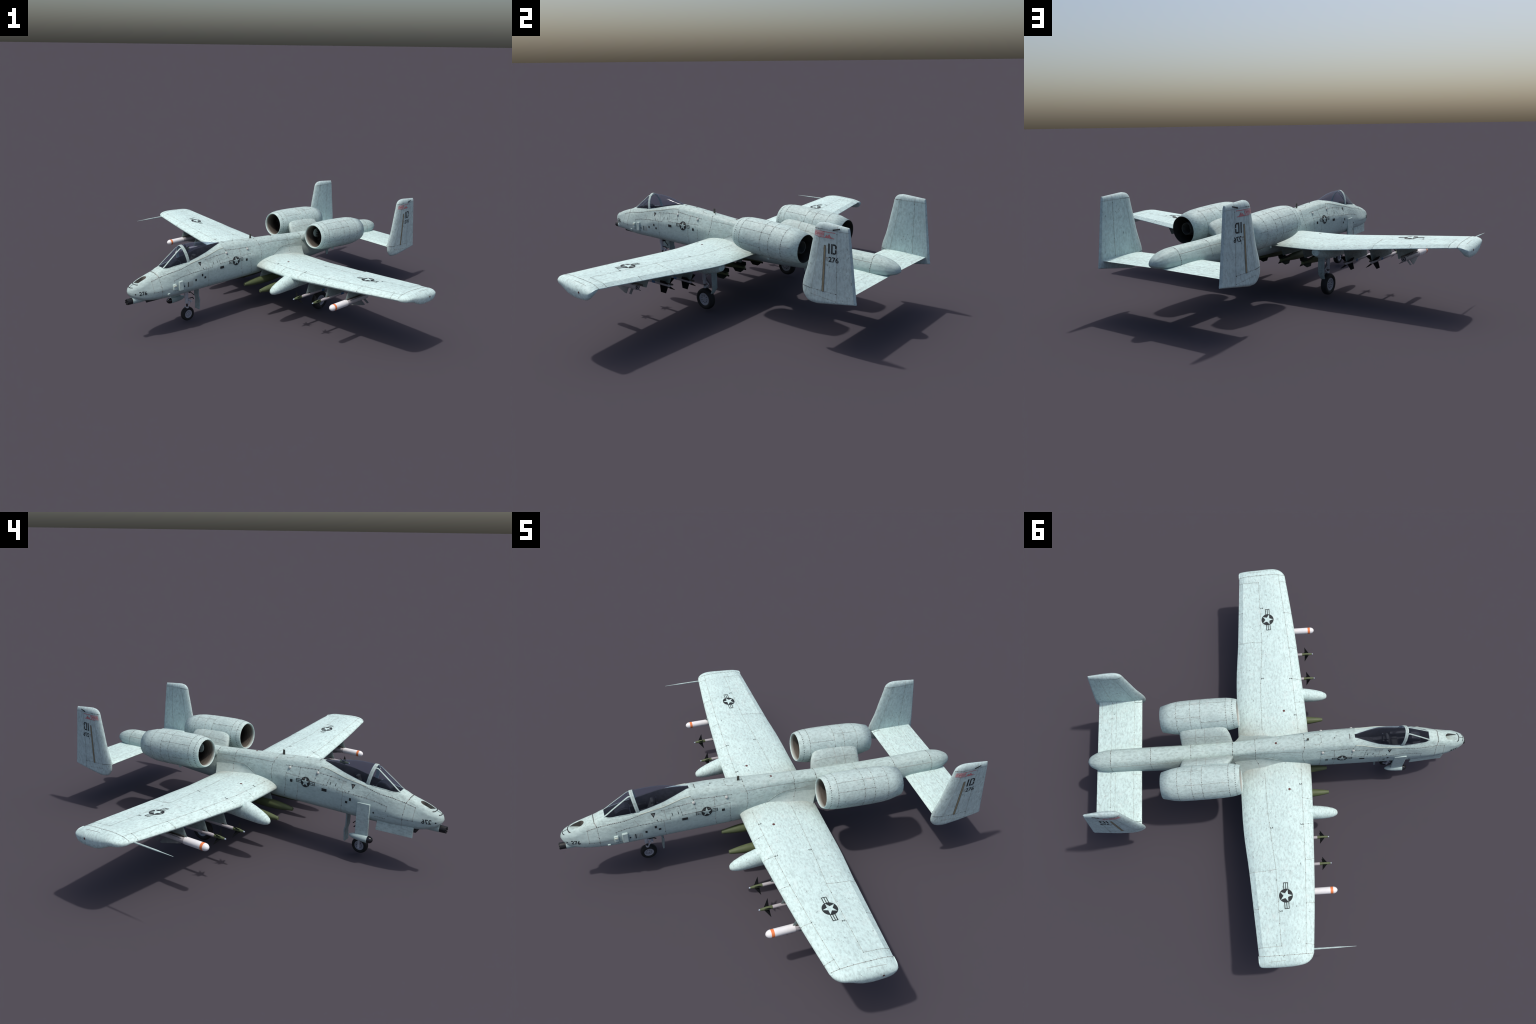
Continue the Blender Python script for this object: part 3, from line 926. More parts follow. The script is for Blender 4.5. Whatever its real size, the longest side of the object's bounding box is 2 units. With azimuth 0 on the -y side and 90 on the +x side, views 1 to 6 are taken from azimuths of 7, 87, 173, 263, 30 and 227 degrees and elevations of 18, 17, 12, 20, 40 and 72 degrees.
class Skin:
    """Collects flat pieces laid on a surface along a projection direction."""
    def __init__(self, bvh):
        self.bvh = bvh; self.V = {}; self.F = {}
    def put(self, bm, mat, org, U, Vv, N, off=0.0008, step=0.006):
        org, U, Vv, N = Vector(org), Vector(U).normalized(), Vector(Vv).normalized(), Vector(N).normalized()
        clip_to_grid(bm, step)
        bmesh.ops.triangulate(bm, faces=bm.faces)
        V = self.V.setdefault(mat, []); F = self.F.setdefault(mat, [])
        base = len(V); ok = {}
        for i, v in enumerate(bm.verts):
            v.index = i
            p = org + U * v.co.x + Vv * v.co.y
            hit, nrm, _, _ = self.bvh.ray_cast(p + N * 0.25, -N, 0.6)
            if hit is None:
                ok[i] = False; V.append(p); continue
            if nrm.dot(N) < 0: nrm = -nrm
            ok[i] = nrm.dot(N) > 0.08
            V.append(hit + nrm * off)
        for f in bm.faces:
            ids = [v.index for v in f.verts]
            if all(ok[i] for i in ids):
                F.append(tuple(base + i for i in ids))
        bm.free()
    def poly(self, pts, mat, *a, **k):
        bm = bmesh.new()
        vs = [bm.verts.new((x, y, 0)) for x, y in pts]
        bm.faces.new(vs)
        self.put(bm, mat, *a, **k)
    def rect(self, x, y, w, h, mat, *a, **k):
        self.poly([(x - w / 2, y - h / 2), (x + w / 2, y - h / 2), (x + w / 2, y + h / 2), (x - w / 2, y + h / 2)], mat, *a, **k)
    def line(self, pts, w, mat, *a, rivets=0.0, rivet_size=0.0038, **k):
        for (x0, y0), (x1, y1) in zip(pts, pts[1:]):
            dx, dy = x1 - x0, y1 - y0
            L = math.hypot(dx, dy)
            if L < 1e-6: continue
            nx, ny = -dy / L * w / 2, dx / L * w / 2
            self.poly([(x0 - nx, y0 - ny), (x1 - nx, y1 - ny), (x1 + nx, y1 + ny), (x0 + nx, y0 + ny)], mat, *a, **k)
            if rivets:
                n = max(1, int(L / rivets))
                for i in range(n + 1):
                    if random.random() < 0.22 and 0 < i < n: continue
                    t = i / n
                    s = rivet_size * random.uniform(0.8, 1.15)
                    self.disc(x0 + dx * t, y0 + dy * t, s / 2, "rivet", *a, seg=6, **{**k, "off": k.get("off", 0.0008) + 0.0003})
    def disc(self, x, y, r, mat, *a, seg=32, **k):
        self.poly([(x + r * math.cos(2 * math.pi * i / seg), y + r * math.sin(2 * math.pi * i / seg)) for i in range(seg)], mat, *a, **k)
    def text(self, s, size, mat, *a, cx=0.0, cy=0.0, sx=1.0, bold=0.0, **k):
        cu = bpy.data.curves.new("t", "FONT"); cu.body = s; cu.size = size; cu.align_x = "CENTER"; cu.align_y = "CENTER"
        cu.offset = bold; cu.resolution_u = 4
        ob = bpy.data.objects.new("t", cu); bpy.context.scene.collection.objects.link(ob)
        dg = bpy.context.evaluated_depsgraph_get()
        me = bpy.data.meshes.new_from_object(ob.evaluated_get(dg))
        bm = bmesh.new(); bm.from_mesh(me)
        for v in bm.verts:
            v.co.x = v.co.x * sx + cx; v.co.y += cy; v.co.z = 0
        bpy.data.objects.remove(ob); bpy.data.curves.remove(cu); bpy.data.meshes.remove(me)
        self.put(bm, mat, *a, **k)
    def emit(self, name, parent, mirror=True, only=None):
        out = []
        for mat in list(self.V):
            if not self.F[mat]: continue
            me = bpy.data.meshes.new(name)
            nm = {"decal": "marking", "line": "panel_line", "rivet": "rivet", "paint": "star", "wing_paint": "star"}.get(mat, mat + "_marking")
            me.from_pydata([tuple(v) for v in self.V[mat]], [], self.F[mat])
            ob = link(nm, me, parent, (mat,), smooth=False)
            ob["kind"] = "stuff"
            out.append(ob)
        return out

def insignia(sk, a, r, bar, mat_star, **k):
    """dark disc, pale star, striped side bars; local +y is up, bars run along x"""
    sk.disc(0, 0, r, "decal", *a, seg=48, **k)
    pts = []
    for i in range(10):
        q = r * 0.93 if i % 2 == 0 else r * 0.93 * 0.385
        t = math.pi / 2 + i * math.pi / 5
        pts.append((q * math.cos(t), q * math.sin(t)))
    k2 = dict(k); k2["off"] = k.get("off", 0.0008) + 0.0005
    sk.poly(pts, mat_star, *a, **k2)
    h = r * 0.60; w = r * 0.105
    for s in (1, -1):
        x0, x1 = r * 0.9, r + bar
        xm = s * (x0 + x1) / 2; L = x1 - x0
        for yy in (h / 2, 0, -h / 2):
            sk.rect(xm, yy + r * 0.05, L, w, "decal", *a, **k)
        sk.rect(s * (x1 - w / 2), r * 0.05, w, h + w, "decal", *a, **k)

# ---- fuselage port side: U runs aft (+y), V up, seen from +x
bv = bvh_of(fus)
sk = Skin(bv)
A = ((0, 0, 0), (0, 1, 0), (0, 0, 1), (1, 0, 0))
def SA(y, z): return ((0, y, z), (0, 1, 0), (0, 0, 1), (1, 0, 0))
insignia(sk, SA(-0.4085, 0.348), 0.0268, 0.0285, "paint")
for y, z, w, h in ((-0.5188, .3325, .0285, .0150), (-0.664, .3170, .0105, .0150), (-0.6446, .2985, .0125, .0118), (-0.7106, .297, .0105, .0135),
                   (-0.3242, .3385, .0150, .0150)):
    sk.rect(0, 0, w, h, "decal", *SA(y, z))
sk.disc(0, 0, 0.0042, "decal", *SA(-0.790, 0.278))
sk.disc(0, 0, 0.0036, "decal", *SA(-1.0822, 0.2844), off=0.0004)
# louvre slots
for i, w in enumerate((.0014, .0050, .0016, .0016, .0018, .0018)):
    sk.rect(0, 0, w, 0.030, "decal" if i == 1 else "line", *SA(-0.770 + [0, .007, .0155, .0225, .0295, .0365][i], 0.281))
# rescue triangle and small stencils
sk.poly([(-.0115, .0115), (.0115, .0115), (0, -.0125)], "decal", *SA(-0.668, 0.3805))
sk.poly([(-.0035, .0040), (.0035, .0040), (0, -.0032)], "line", *SA(-0.668, 0.3815), off=0.0014)
sk.rect(0, 0, .0045, .006, "decal", *SA(-0.653, 0.3545)); sk.rect(0, 0, .004, .006, "line", *SA(-0.632, 0.353))
for y, z in ((-0.578, .371), (-0.5485, .372)):
    sk.poly([(-.002, .007), (.001, .007), (.003, -.007), (0, -.007)], "decal", *SA(y, z))
for y, z in ((-0.60, 0.392), (-0.604, 0.388)):
    sk.rect(0, 0, .045, .0006, "line", *SA(y, z))
sk.text("276", 0.0300, "decal", *SA(-1.043, 0.2850), bold=0.0006, sx=0.95)
R = dict(rivets=0.0115)
LW = 0.0011
def L(pts, rv=0.0115, **k): sk.line(pts, LW, "line", *A, rivets=rv, **k)
L([(-0.935, .352), (-0.9822, .3393), (-0.9812, .2796)], .02)
L([(-0.944, .368), (-0.935, .352), (-0.932, .275), (-0.932, .236)], .022)
L([(-0.935, .352), (-0.868, .366), (-0.806, .373), (-0.740, .3885)], .0085)
L([(-0.9812, .2796), (-0.935, .277), (-0.862, .279)], .022)
L([(-0.852, .322), (-0.800, .334), (-0.722, .3425), (-0.650, .3465), (-0.622, .346)], .013)
L([(-0.852, .322), (-0.850, .300)], .012)
L([(-0.760, .372), (-0.741, .341)], 0)
L([(-0.622, .346), (-0.619, .275), (-0.613, .232)], .022)
L([(-0.622, .346), (-0.590, .349), (-0.590, .357)], .013)
L([(-0.735, .389), (-0.700, .3985), (-0.640, .411)], 0)
L([(-0.614, .399), (-0.609, .356)], 0)
L([(-0.627, .397), (-0.590, .400), (-0.545, .405), (-0.480, .408)], .020)
L([(-0.540, .404), (-0.529, .358), (-0.452, .3585), (-0.452, .345)], .015)
L([(-0.480, .436), (-0.467, .417), (-0.458, .3585), (-0.452, .3585)], .016)
L([(-0.468, .421), (-0.390, .414), (-0.275, .4055)], .018)
L([(-0.364, .409), (-0.366, .350), (-0.366, .29), (-0.357, .235)], .022)
L([(-0.452, .3585), (-0.366, .3685), (-0.288, .3695)], .02)
L([(-0.288, .3695), (-0.290, .31), (-0.285, .25)], .02)
L([(-0.205, .425), (-0.192, .392), (-0.196, .345), (-0.205, .310)], .016)
L([(-0.205, .404), (-0.100, .400), (0.06, .386)], 0)
L([(0.062, .405), (0.065, .352)], .013)
L([(0.185, .396), (0.19, .372), (0.188, .345)], .012)
L([(0.185, .372), (0.05, .382)], 0)
L([(0.19, .352), (0.42, .352), (0.637, .350), (0.856, .346)], 0)
L([(0.637, .373), (0.640, .350), (0.637, .300)], .012)
L([(0.856, .370), (0.860, .346), (0.858, .300)], .009)
L([(-0.85, .262), (-0.80, .262)], .012)
# spine markings seen from above
def SZ(x, y): return ((x, y, 0.4), (1, 0, 0), (0, 1, 0), (0, 0, 1))
for yy in (-0.205, 0.062, 0.186, 0.415, 0.637, 0.857):
    w = 0.036
    sk.line([(0, yy), (w, yy + 0.001)], LW, "line", *SZ(0, 0), rivets=.011)
sk.line([(0.0, -0.296), (0.018, -0.296), (0.028, -0.285), (0.028, -0.262)], LW, "line", *SZ(0, 0), rivets=.02)
sk.rect(0, 0, 0.0008, 0.030, "line", *((0.0, -0.447, .4), (0, 1, 0), (1, 0, 0), (0, 0, 1)))
sk.line([(0.0, -0.450), (0.014, -0.450)], 0.0016, "decal", *SZ(0, 0), rivets=.005)
sk.line([(0.0, -0.944), (0.0245, -0.944)], 0.0012, "line", *SZ(0, 0), rivets=.0045, rivet_size=.0050)
sk.line([(0.0245, -0.944), (0.045, -0.937)], LW, "line", *SZ(0, 0), rivets=.012)
# nose cross-shaped lightning strips
sk.line([(0.0, -1.0700), (0.018, -1.066), (0.0255, -1.058)], 0.0046, "decal", *SZ(0, 0))
sk.line([(0.0, -1.0965), (0.010, -1.0945), (0.020, -1.088)], 0.0030, "decal", *SZ(0, 0))
sk.rect(0, -1.083, 0.0028, 0.027, "decal", *SZ(0, 0))
sk.disc(0, 0, 0.0062, "cap", *SZ(0.0, -0.0516), seg=24)
marks = sk.emit("marking", fus)
for o in marks: mirrored(o)

# fairing seams
sk = Skin(bvh_of(fus, fair))
sk.line([(-0.21, .2955), (-0.11, .3105), (-0.03, .3475), (-0.0045, .354), (0.065, .3515), (0.14, .346)], LW, "line", *A)
for o in sk.emit("m", fair): mirrored(o, fair_r)
sk = Skin(bvh_of(fair))
sk.line([(0.055, 0.065), (0.075, 0.052), (0.101, 0.042)], LW, "line", *SZ(0, 0), rivets=.016)
for o in sk.emit("m", fair): mirrored(o, fair_r)

# ---- wing upper surface: U runs outboard, V forward (-y)
sk = Skin(bvh_of(wing, tip))
def W(x, y): return ((x, y, 0.33), (1, 0, 0), (0, -1, 0), (0, 0, 1))
insignia(sk, W(0.8085, -0.0515), 0.0355, 0.0325, "wing_paint")
sk.disc(0, 0, 0.0068, "cap", *W(0.2325, -0.1099), seg=24)
WO = ((0, 0, 0.33), (1, 0, 0), (0, 1, 0), (0, 0, 1))
def WL(pts, rv=0.03, w=LW): sk.line(pts, w, "line", *WO, rivets=rv)
WL([(0.12, -0.182), (0.36, -0.174)], .05); WL([(0.36, -0.174), (0.62, -0.166), (0.85, -0.152), (1.0531, -0.1356), (1.10, -0.132)], .075)
for xa, xb in ((0.283, 0.292), (0.432, 0.4274), (0.628, 0.621), (0.853, 0.8501), (1.053, 1.058)):
    WL([(xa, float(np.interp(xa, [0.12, 0.36, 0.62, 0.85, 1.053], [-0.182, -0.174, -0.166, -0.152, -0.1356]))), (xb, wing_le(xb) + 0.0015)], .02)
WL([(0.13, 0.02), (0.36, 0.016), (0.669, -0.0088), (1.0566, -0.0117)], .05)
WL([(0.669, -0.0088), (0.673, 0.045), (0.676, 0.1315)], .05, .0012)
WL([(1.0566, -0.0117), (1.0595, 0.10)], .05)
WL([(0.8675, 0.093), (0.868, 0.1165)], .02)
WL([(1.100, -0.166), (1.1015, -0.10), (1.102, 0.0), (1.101, 0.099)], .022, .0016)
WL([(1.127, -0.03), (1.130, 0.055)], 0)
for (x, y, s) in ((0.205, -0.173, 1), (0.432, -0.163, 1), (0.442, 0.0, 1), (0.885, -0.022, 1)):
    sk.text("2", 0.021, "decal", *((x, y, 0.33), (1, 0, 0), (0, 1, 0), (0, 0, 1)), bold=0.0003)
for o in sk.emit("m", wing): mirrored(o, wing_r)
sk = Skin(bvh_of(tip))
sk.disc(0, 0, 0.0050, "cap", *((1.155, 0.0345, 0.3340), (0, 1, 0), (0, 0, 1), (1, 0, 0.15)), seg=16)
for o in sk.emit("m", wing): mirrored(o, wing_r)

# ---- engine seams and rivets: hoops wrap the cowl
def cowl_seams():
    V, F, RV, RF = [], [], [], []
    def radius(y):
        ys = [0.1470, 0.152, 0.163, 0.180, 0.2035, 0.25, 0.32, 0.40, 0.46, 0.48, 0.51, 0.5665]
        rs = [.0762, .0785, .0820, .0858, .0892, .0918, .0932, .0932, .0918, .0902, .0860, .0722]
        return float(np.interp(y, ys, rs))
    def P(y, a, off=0.0007):
        r = radius(y) + off
        return (EX + r * math.cos(a), y + 0.057 * r * math.sin(a), eng_z(y) + r * math.sin(a))
    def quad(y0, y1, a0, a1):
        k = len(V)
        V.extend([P(y0, a0), P(y1, a0), P(y1, a1), P(y0, a1)]); F.append((k, k + 1, k + 2, k + 3))
    def dot(y, a, s):
        k = len(RV); r = radius(y)
        for i in range(7):
            t = 2 * math.pi * i / 7
            RV.append(P(y + s * math.cos(t), a + s * math.sin(t) / r, 0.0011))
        RF.append(tuple(range(k, k + 7)))
    n = 72
    for y, line, cnt, s in ((0.1685, False, 46, .0022), (0.2035, True, 40, .0019), (0.3425, True, 30, .0018), (0.397, True, 30, .0018), (0.473, True, 26, .0018)):
        if line:
            for i in range(n):
                quad(y - 0.0005, y + 0.0005, 2 * math.pi * i / n, 2 * math.pi * (i + 1) / n)
        for i in range(cnt):
            if cnt < 45 and random.random() < 0.12: continue
            dot(y, 2 * math.pi * (i + random.uniform(-.06, .06)) / cnt, s * random.uniform(0.85, 1.15))
    for a, ya, yb in ((0.62, 0.2035, 0.397), (-0.25, 0.2035, 0.3425), (1.15, 0.2035, 0.473), (2.35, 0.2035, 0.3425), (0.15, 0.473, 0.53), (2.0, 0.3425, 0.473), (-0.95, 0.2035, 0.473)):
        m = 24
        for i in range(m):
            y0 = ya + (yb - ya) * i / m; y1 = ya + (yb - ya) * (i + 1) / m
            quad(y0, y1, a - 0.0055, a + 0.0055)
        for t in np.arange(ya, yb, 0.045):
            dot(float(t), a, .0016)
    o1 = make("panel_line", V, F, ("line",), nac, fix=False); o1["kind"] = "stuff"
    o2 = make("rivet", RV, RF, ("rivet",), nac, fix=False); o2["kind"] = "stuff"
cowl_seams()
sk = Skin(bvh_of(pyl))
for y in (0.335, 0.385):
    sk.line([(0.042, y), (0.062, y), (0.09, y - 0.004), (0.105, y - 0.006)], .0012, "line", *SZ(0, 0))
sk.line([(0.062, 0.21), (0.066, 0.335), (0.066, 0.46)], .0006, "line", *SZ(0, 0))
sk.emit("m", pyl)
nac_r = mirrored(nac)
for c in list(nac.children):
    mirrored(c, nac_r)
pyl_r = mirrored(pyl)
for c in list(pyl.children):
    mirrored(c, pyl_r)

# ---- fins: outer face, U aft, V up
sk = Skin(bvh_of(fin))
def FA(y, z): return ((0.38, y, z), (0, 1, 0), (0, 0, 1), (1, 0, 0))
FO = FA(0, 0)
def fin_line(*a, **k): sk.line(*a, **k)
sk.line([(0.752, .5790), (0.80, .5800), (0.930, .5760)], LW, "line", *FO, rivets=0)
sk.line([(0.752, .5790), (0.80, .5800)], .0016, "rivet", *FO, rivets=.0075)
sk.line([(0.682, .2955), (0.735, .2905), (0.775, .2900), (0.872, .2860)], LW, "line", *FO, rivets=.02)
sk.line([(0.682, .2955), (0.735, .2905)], .0016, "rivet", *FO, rivets=.0075)
sk.line([(0.8725, .603), (0.873, .565), (0.874, .45), (0.876, .286), (0.884, .236)], LW, "line", *FO, rivets=.055)
sk.line([(0.790, .579), (0.7710, .45), (0.742, .2915)], LW * .8, "line", *FO)
sk.line([(0.742, .2915), (0.742, .264), (0.876, .2500)], LW * .8, "line", *FO, rivets=.035)
# formation strip
sk.poly([(0.8080, .5075), (0.8195, .5075), (0.8115, .2855), (0.7990, .2855)], "strip_edge", *FO)
sk.poly([(0.8103, .505), (0.8172, .505), (0.8090, .288), (0.8015, .288)], "strip", *FO, off=0.0009)
# small dark fence near the tip
sk.poly([(0.852, .5780), (0.887, .5870), (0.887, .5920), (0.852, .5845)], "decal", *FO, off=0.0012)
# stencilled tail letters: I, D with bridges
sk.rect(0.8345, .4945, .0075, .047, "decal", *FO)
for y0, y1 in ((.4745, .4945), (.4965, .5165)):
    pass
sk.rect(0.8495, .4945, .0072, .047, "decal", *FO)
sk.rect(0.8600, .5145, .0110, .0070, "decal", *FO); sk.rect(0.8600, .4745, .0110, .0070, "decal", *FO)
sk.poly([(.8655, .518), (.8725, .511), (.8725, .4965), (.8655, .4965)], "decal", *FO)
sk.poly([(.8655, .4925), (.8725, .4925), (.8725, .478), (.8655, .471)], "decal", *FO)
sk.text("276", 0.0330, "decal", *FO, cx=0.8590, cy=.4440, bold=0.0007, sx=1.04)
sk.text("80", 0.010, "line", *FO, cx=0.8250, cy=.4500, bold=.0003); sk.text("AF", 0.010, "line", *FO, cx=0.8260, cy=.4405)
# tip band: red stripes, blocky lettering and a mountain shape
sk.rect(0.8110, .5690, .108, .0032, "red", *FO); sk.rect(0.8180, .5430, .085, .0030, "red", *FO)
sk.poly([(0.758, .5705), (0.812, .5690), (0.806, .5435), (0.752, .5450)], "pinkred", *FO)
sk.poly([(0.812, .5440), (0.822, .5570), (0.827, .5500), (0.834, .5620), (0.840, .5530), (0.850, .5440)], "red", *FO, off=0.0009)
sk.text("IDAHO", 0.0165, "red", *FO, cx=0.783, cy=.5570, bold=0.0005, sx=0.95, off=0.0009)
fm = sk.emit("m", fin)
sk = Skin(bvh_of(fin))           # inner face
FI = ((0.38, 0, 0), (0, 1, 0), (0, 0, 1), (-1, 0, 0))
sk.line([(0.752, .5790), (0.80, .5800), (0.930, .5760)], LW, "line", *FI)
sk.line([(0.752, .5790), (0.80, .5800)], .0016, "rivet", *FI, rivets=.0075)
sk.line([(0.682, .2955), (0.735, .2905)], .0016, "rivet", *FI, rivets=.0075)
sk.line([(0.8725, .603), (0.873, .565), (0.876, .30)], LW, "line", *FI, rivets=.08)
sk.line([(0.790, .579), (0.7710, .45), (0.742, .2915)], LW * .8, "line", *FI)
sk.emit("m", fin)
fin_r = mirrored(fin)
for c in list(fin.children):
    mirrored(c, fin_r)

# ---- tailplane seams
sk = Skin(bvh_of(stab))
ST = ((0, 0, 0.30), (1, 0, 0), (0, 1, 0), (0, 0, 1))
for y in (0.745, 0.848, 0.873):
    sk.line([(0.07, y), (0.36, y)], LW * .7, "line", *ST, rivets=.09)
sk.line([(0.352, 0.704), (0.352, 0.744)], .0022, "decal", *ST)
sk.line([(0.085, 0.704), (0.086, 0.745)], LW * .7, "line", *ST)
sk.line([(0.24, 0.932), (0.24, 0.949)], LW, "line", *ST); sk.line([(0.24, 0.932), (0.36, 0.932)], LW * .7, "line", *ST)
for o in sk.emit("m", stab): mirrored(o)

# --------------------------------------------------------------- fuselage fittings
# hatches standing proud of the nose side
def side_plate(pts, thick, name, mat="hull", parent=fus, r=0.003):
    """rounded plate laid against the port side: pts are (y, z) corners"""
    V, F = [], []
    c = np.mean(np.array(pts), 0)
    hit = lambda y, z: bv.ray_cast(Vector((0.5, y, z)), Vector((-1, 0, 0)))[0].x
    n = len(pts)
    inner = [(hit(y, z) - 0.003, y, z) for y, z in pts]
    outer = [(hit(y, z) + thick, y, z) for y, z in pts]
    V, F = loft([inner, outer])
    return bevel(make(name, V, F, (mat,), parent), min(r, thick * 0.8), 2)
side_plate([(-0.8275, .312), (-0.799, .314), (-0.798, .2585), (-0.8265, .257)], 0.010, "access_hatch")
side_plate([(-0.866, .3030), (-0.844, .3055), (-0.843, .2700), (-0.8655, .2690)], 0.008, "access_hatch")
side_plate([(-0.8635, .2970), (-0.8465, .2990), (-0.8460, .2900), (-0.8635, .2890)], 0.0105, "hatch_louvre", "rail", r=.001)
side_plate([(-0.9000, .2565), (-0.8850, .2575), (-0.8845, .2440), (-0.8995, .2435)], 0.006, "lamp_box")
# domes
dome_me = None
for (x, y, z) in ((0.0655, -0.4669, 0.4055), (0.0645, -0.3014, 0.3985)):
    for s in (1, -1):
        if dome_me is None:
            V, F = lathe([(0.0, 0.0080), (0.0022, 0.0075), (0.0042, 0.0056), (0.0053, 0.0028), (0.0057, 0.0002)], 20)
            ob = make("lamp_dome", V, F, ("dome",), fus); dome_me = ob.data
        else:
            ob = link("lamp_dome", dome_me, fus)
        n = Vector((s * 0.82, 0, 0.57))
        ob.rotation_euler = Vector((0, 1, 0)).rotation_difference(n).to_euler()
        ob.location = (s * x, y, z)
# whip, knob and belly aerials
o = make("antenna", *prism([(0, -0.231, .430), (0, -0.217, .430), (0, -0.2185, .4635), (0, -0.2295, .4635)], (1, 0, 0), 0.003), mats=("brown",), parent=fus)
o = make("antenna", *join([tube((-0.001, -0.3686, .447), (-0.001, -0.3686, .4535), 0.0022), tube((0.012, -0.205, .43), (0.012, -0.205, .438), .0015)]), mats=("brown",), parent=fus)
o = make("antenna", *prism([(0, -0.545, .216), (0, -0.520, .216), (0, -0.525, .200), (0, -0.537, .200)], (1, 0, 0), 0.004), mats=("brown",), parent=fus)
o = make("antenna", *prism([(0.03, 0.446, .236), (0.03, 0.476, .236), (0.03, 0.472, .1995), (0.03, 0.456, .1995)], (1, 0, 0), 0.004), mats=("paint",), parent=fus)
# canopy rail strips
for s in (1, -1):
    rings = []
    for y in np.linspace(-0.735, -0.482, 24):
        P = body_controls(float(y)); (xa, za) = P[5]
        hit = bv.ray_cast(Vector((s * 0.5, y, za - 0.001)), Vector((-s, 0, 0)))[0]
        w = 0.0034
        rings.append([(hit.x + s * 0.0008, y, hit.z + w * .5), (hit.x + s * 0.0016, y, hit.z - w * .5), (hit.x - s * 0.003, y, hit.z - w * .5), (hit.x - s * .003, y, hit.z + w * .5)])
    V, F = loft(rings)
    make("canopy_rail", V, F, ("rail",), fus)

# --------------------------------------------------------------- cannon
gun_c = (0.010, 0, 0.2420)
parts = []
gun = make("cannon", *shifted(lathe([(-1.092, 0.0195), (-1.085, 0.0205), (-1.04, 0.0215), (-0.96, 0.020), (-0.94, .012)], 28), (0.010, 0, 0.2435)), mats=("paint",))
V, F = lathe([(-1.121, 0.0150), (-1.121, 0.0168), (-1.114, 0.0172), (-1.090, 0.0180)], 24)
o = make("muzzle_shroud", *shifted((V, F), gun_c), mats=("black",), parent=gun)
bar = []
for k in range(7):
    a = 2 * math.pi * k / 7
    bar.append(shifted(lathe([(-1.085, 0.0042), (-1.1245, 0.0042), (-1.1245, 0.0024), (-1.11, 0.0022)], 12),
                       (gun_c[0] + 0.0128 * math.cos(a), 0, gun_c[2] + 0.0128 * math.sin(a))))
o = make("gun_barrel", *join(bar), mats=("black",), parent=gun)

# --------------------------------------------------------------- sensor pod on the starboard cheek
spyl = make("sensor_pylon", *prism([(-0.0850, -0.7030, .314), (-0.0840, -0.7710, .3145), (-0.0880, -0.7725, .150), (-0.0890, -0.7040, .146)], (1, 0, 0), 0.011), mats=("hull",))
bevel(spyl, 0.002)
sp = make("sensor_pod", *shifted(lathe([(-0.671, 0.0006), (-0.675, .0060), (-0.690, .0125), (-0.710, .0165), (-0.735, .0185), (-0.772, .0192), (-0.774, 0.018)], 28), (-0.089, 0, 0.1315)),
          mats=("paint",), parent=spyl)
o = make("sensor_lens", *shifted(lathe([(-0.771, .0184), (-0.778, .0187), (-0.787, .0170), (-0.794, .0125), (-0.7985, .0060), (-0.800, .0004)], 28), (-0.089, 0, 0.1315)),
         mats=("lens",), parent=spyl)

# --------------------------------------------------------------- wheels and gear
def wheel(name, c, r, w, parent, side=1):
    """tyre + dished rim, axle along x; side = face that shows the hub"""
    h = w / 2
    prof = [(-h * 0.55, r * .56), (-h * 0.83, r * .62), (-h, r * .76), (-h * .92, r * .90), (-h * .62, r * .975), (-h * .32, r * .995), (-h * .28, r * .975), (-h * .22, r), (h * .22, r), (h * .28, r * .975), (h * .32, r * .995),
            (h * .62, r * .975), (h * .92, r * .90), (h, r * .76), (h * .83, r * .62), (h * .55, r * .56)]
    def turn(vf):
        return [(c[0] + y, c[1] + x, c[2] + z) for x, y, z in vf[0]], vf[1]
    t = make("tyre", *turn(lathe(prof, 44)), mats=("tyre",), parent=parent, angle=50)
    for k in (-1, 0, 1):
        pass
    half = [(.78, .001), (.78, .10), (.66, .13), (.62, .22), (.66, .33), (.60, .41), (.62, .45), (.78, .475), (.83, .52), (.82, .565), (.70, .58), (.74, .605), (.4, .61)]
    rp = [(-h * a, r * b_) for a, b_ in half] + [(h * a, r * b_) for a, b_ in half[::-1]]
    make("rim", *turn(lathe(rp, 36)), mats=("rim",), parent=parent, angle=30)
    holes = []
    for s in (1, -1):
        for k in range(9):
            a = 2 * math.pi * k / 9
            holes.append(tube((c[0] + s * h * .58, c[1] + r * .32 * math.cos(a), c[2] + r * .32 * math.sin(a)),
                              (c[0] + s * h * .70, c[1] + r * .32 * math.cos(a), c[2] + r * .32 * math.sin(a)), r * .055, seg=8))
        holes.append(tube((c[0] + s * h * .75, c[1], c[2]), (c[0] + s * h * .84, c[1], c[2]), r * .05, seg=10))
    o = make("wheel_hole", *join(holes), mats=("rimdark",), parent=parent); o["kind"] = "stuff"

# nose gear, offset to starboard
NX, NY, NZ = -0.0165, -0.7035, 0.0520
ng = make("nose_gear", *join([tube((NX + 0.004, -0.715, 0.245), (NX + 0.004, -0.712, 0.165), 0.0125, seg=18), tube((NX + 0.004, -0.712, 0.170), (NX + 0.004, -0.709, 0.122), 0.0105, seg=18)]),
          mats=("strut",))
o = make("oleo_strut", *tube((NX + 0.004, -0.709, 0.125), (NX + 0.004, -0.707, 0.095), 0.0058, seg=14), mats=("chrome",), parent=ng)
o = make("fork", *join([tube((NX + 0.004, -0.707, 0.100), (NX + 0.004, -0.706, 0.088), 0.0095, seg=16),
                        box((NX - 0.018, -0.7035, 0.066), (0.005, 0.010, 0.052)), box((NX - 0.006, -0.706, 0.0905), (0.03, 0.012, 0.005)),
                        tube((NX - 0.020, NY, NZ), (NX + 0.012, NY, NZ), 0.004)]), mats=("strut",), parent=ng)
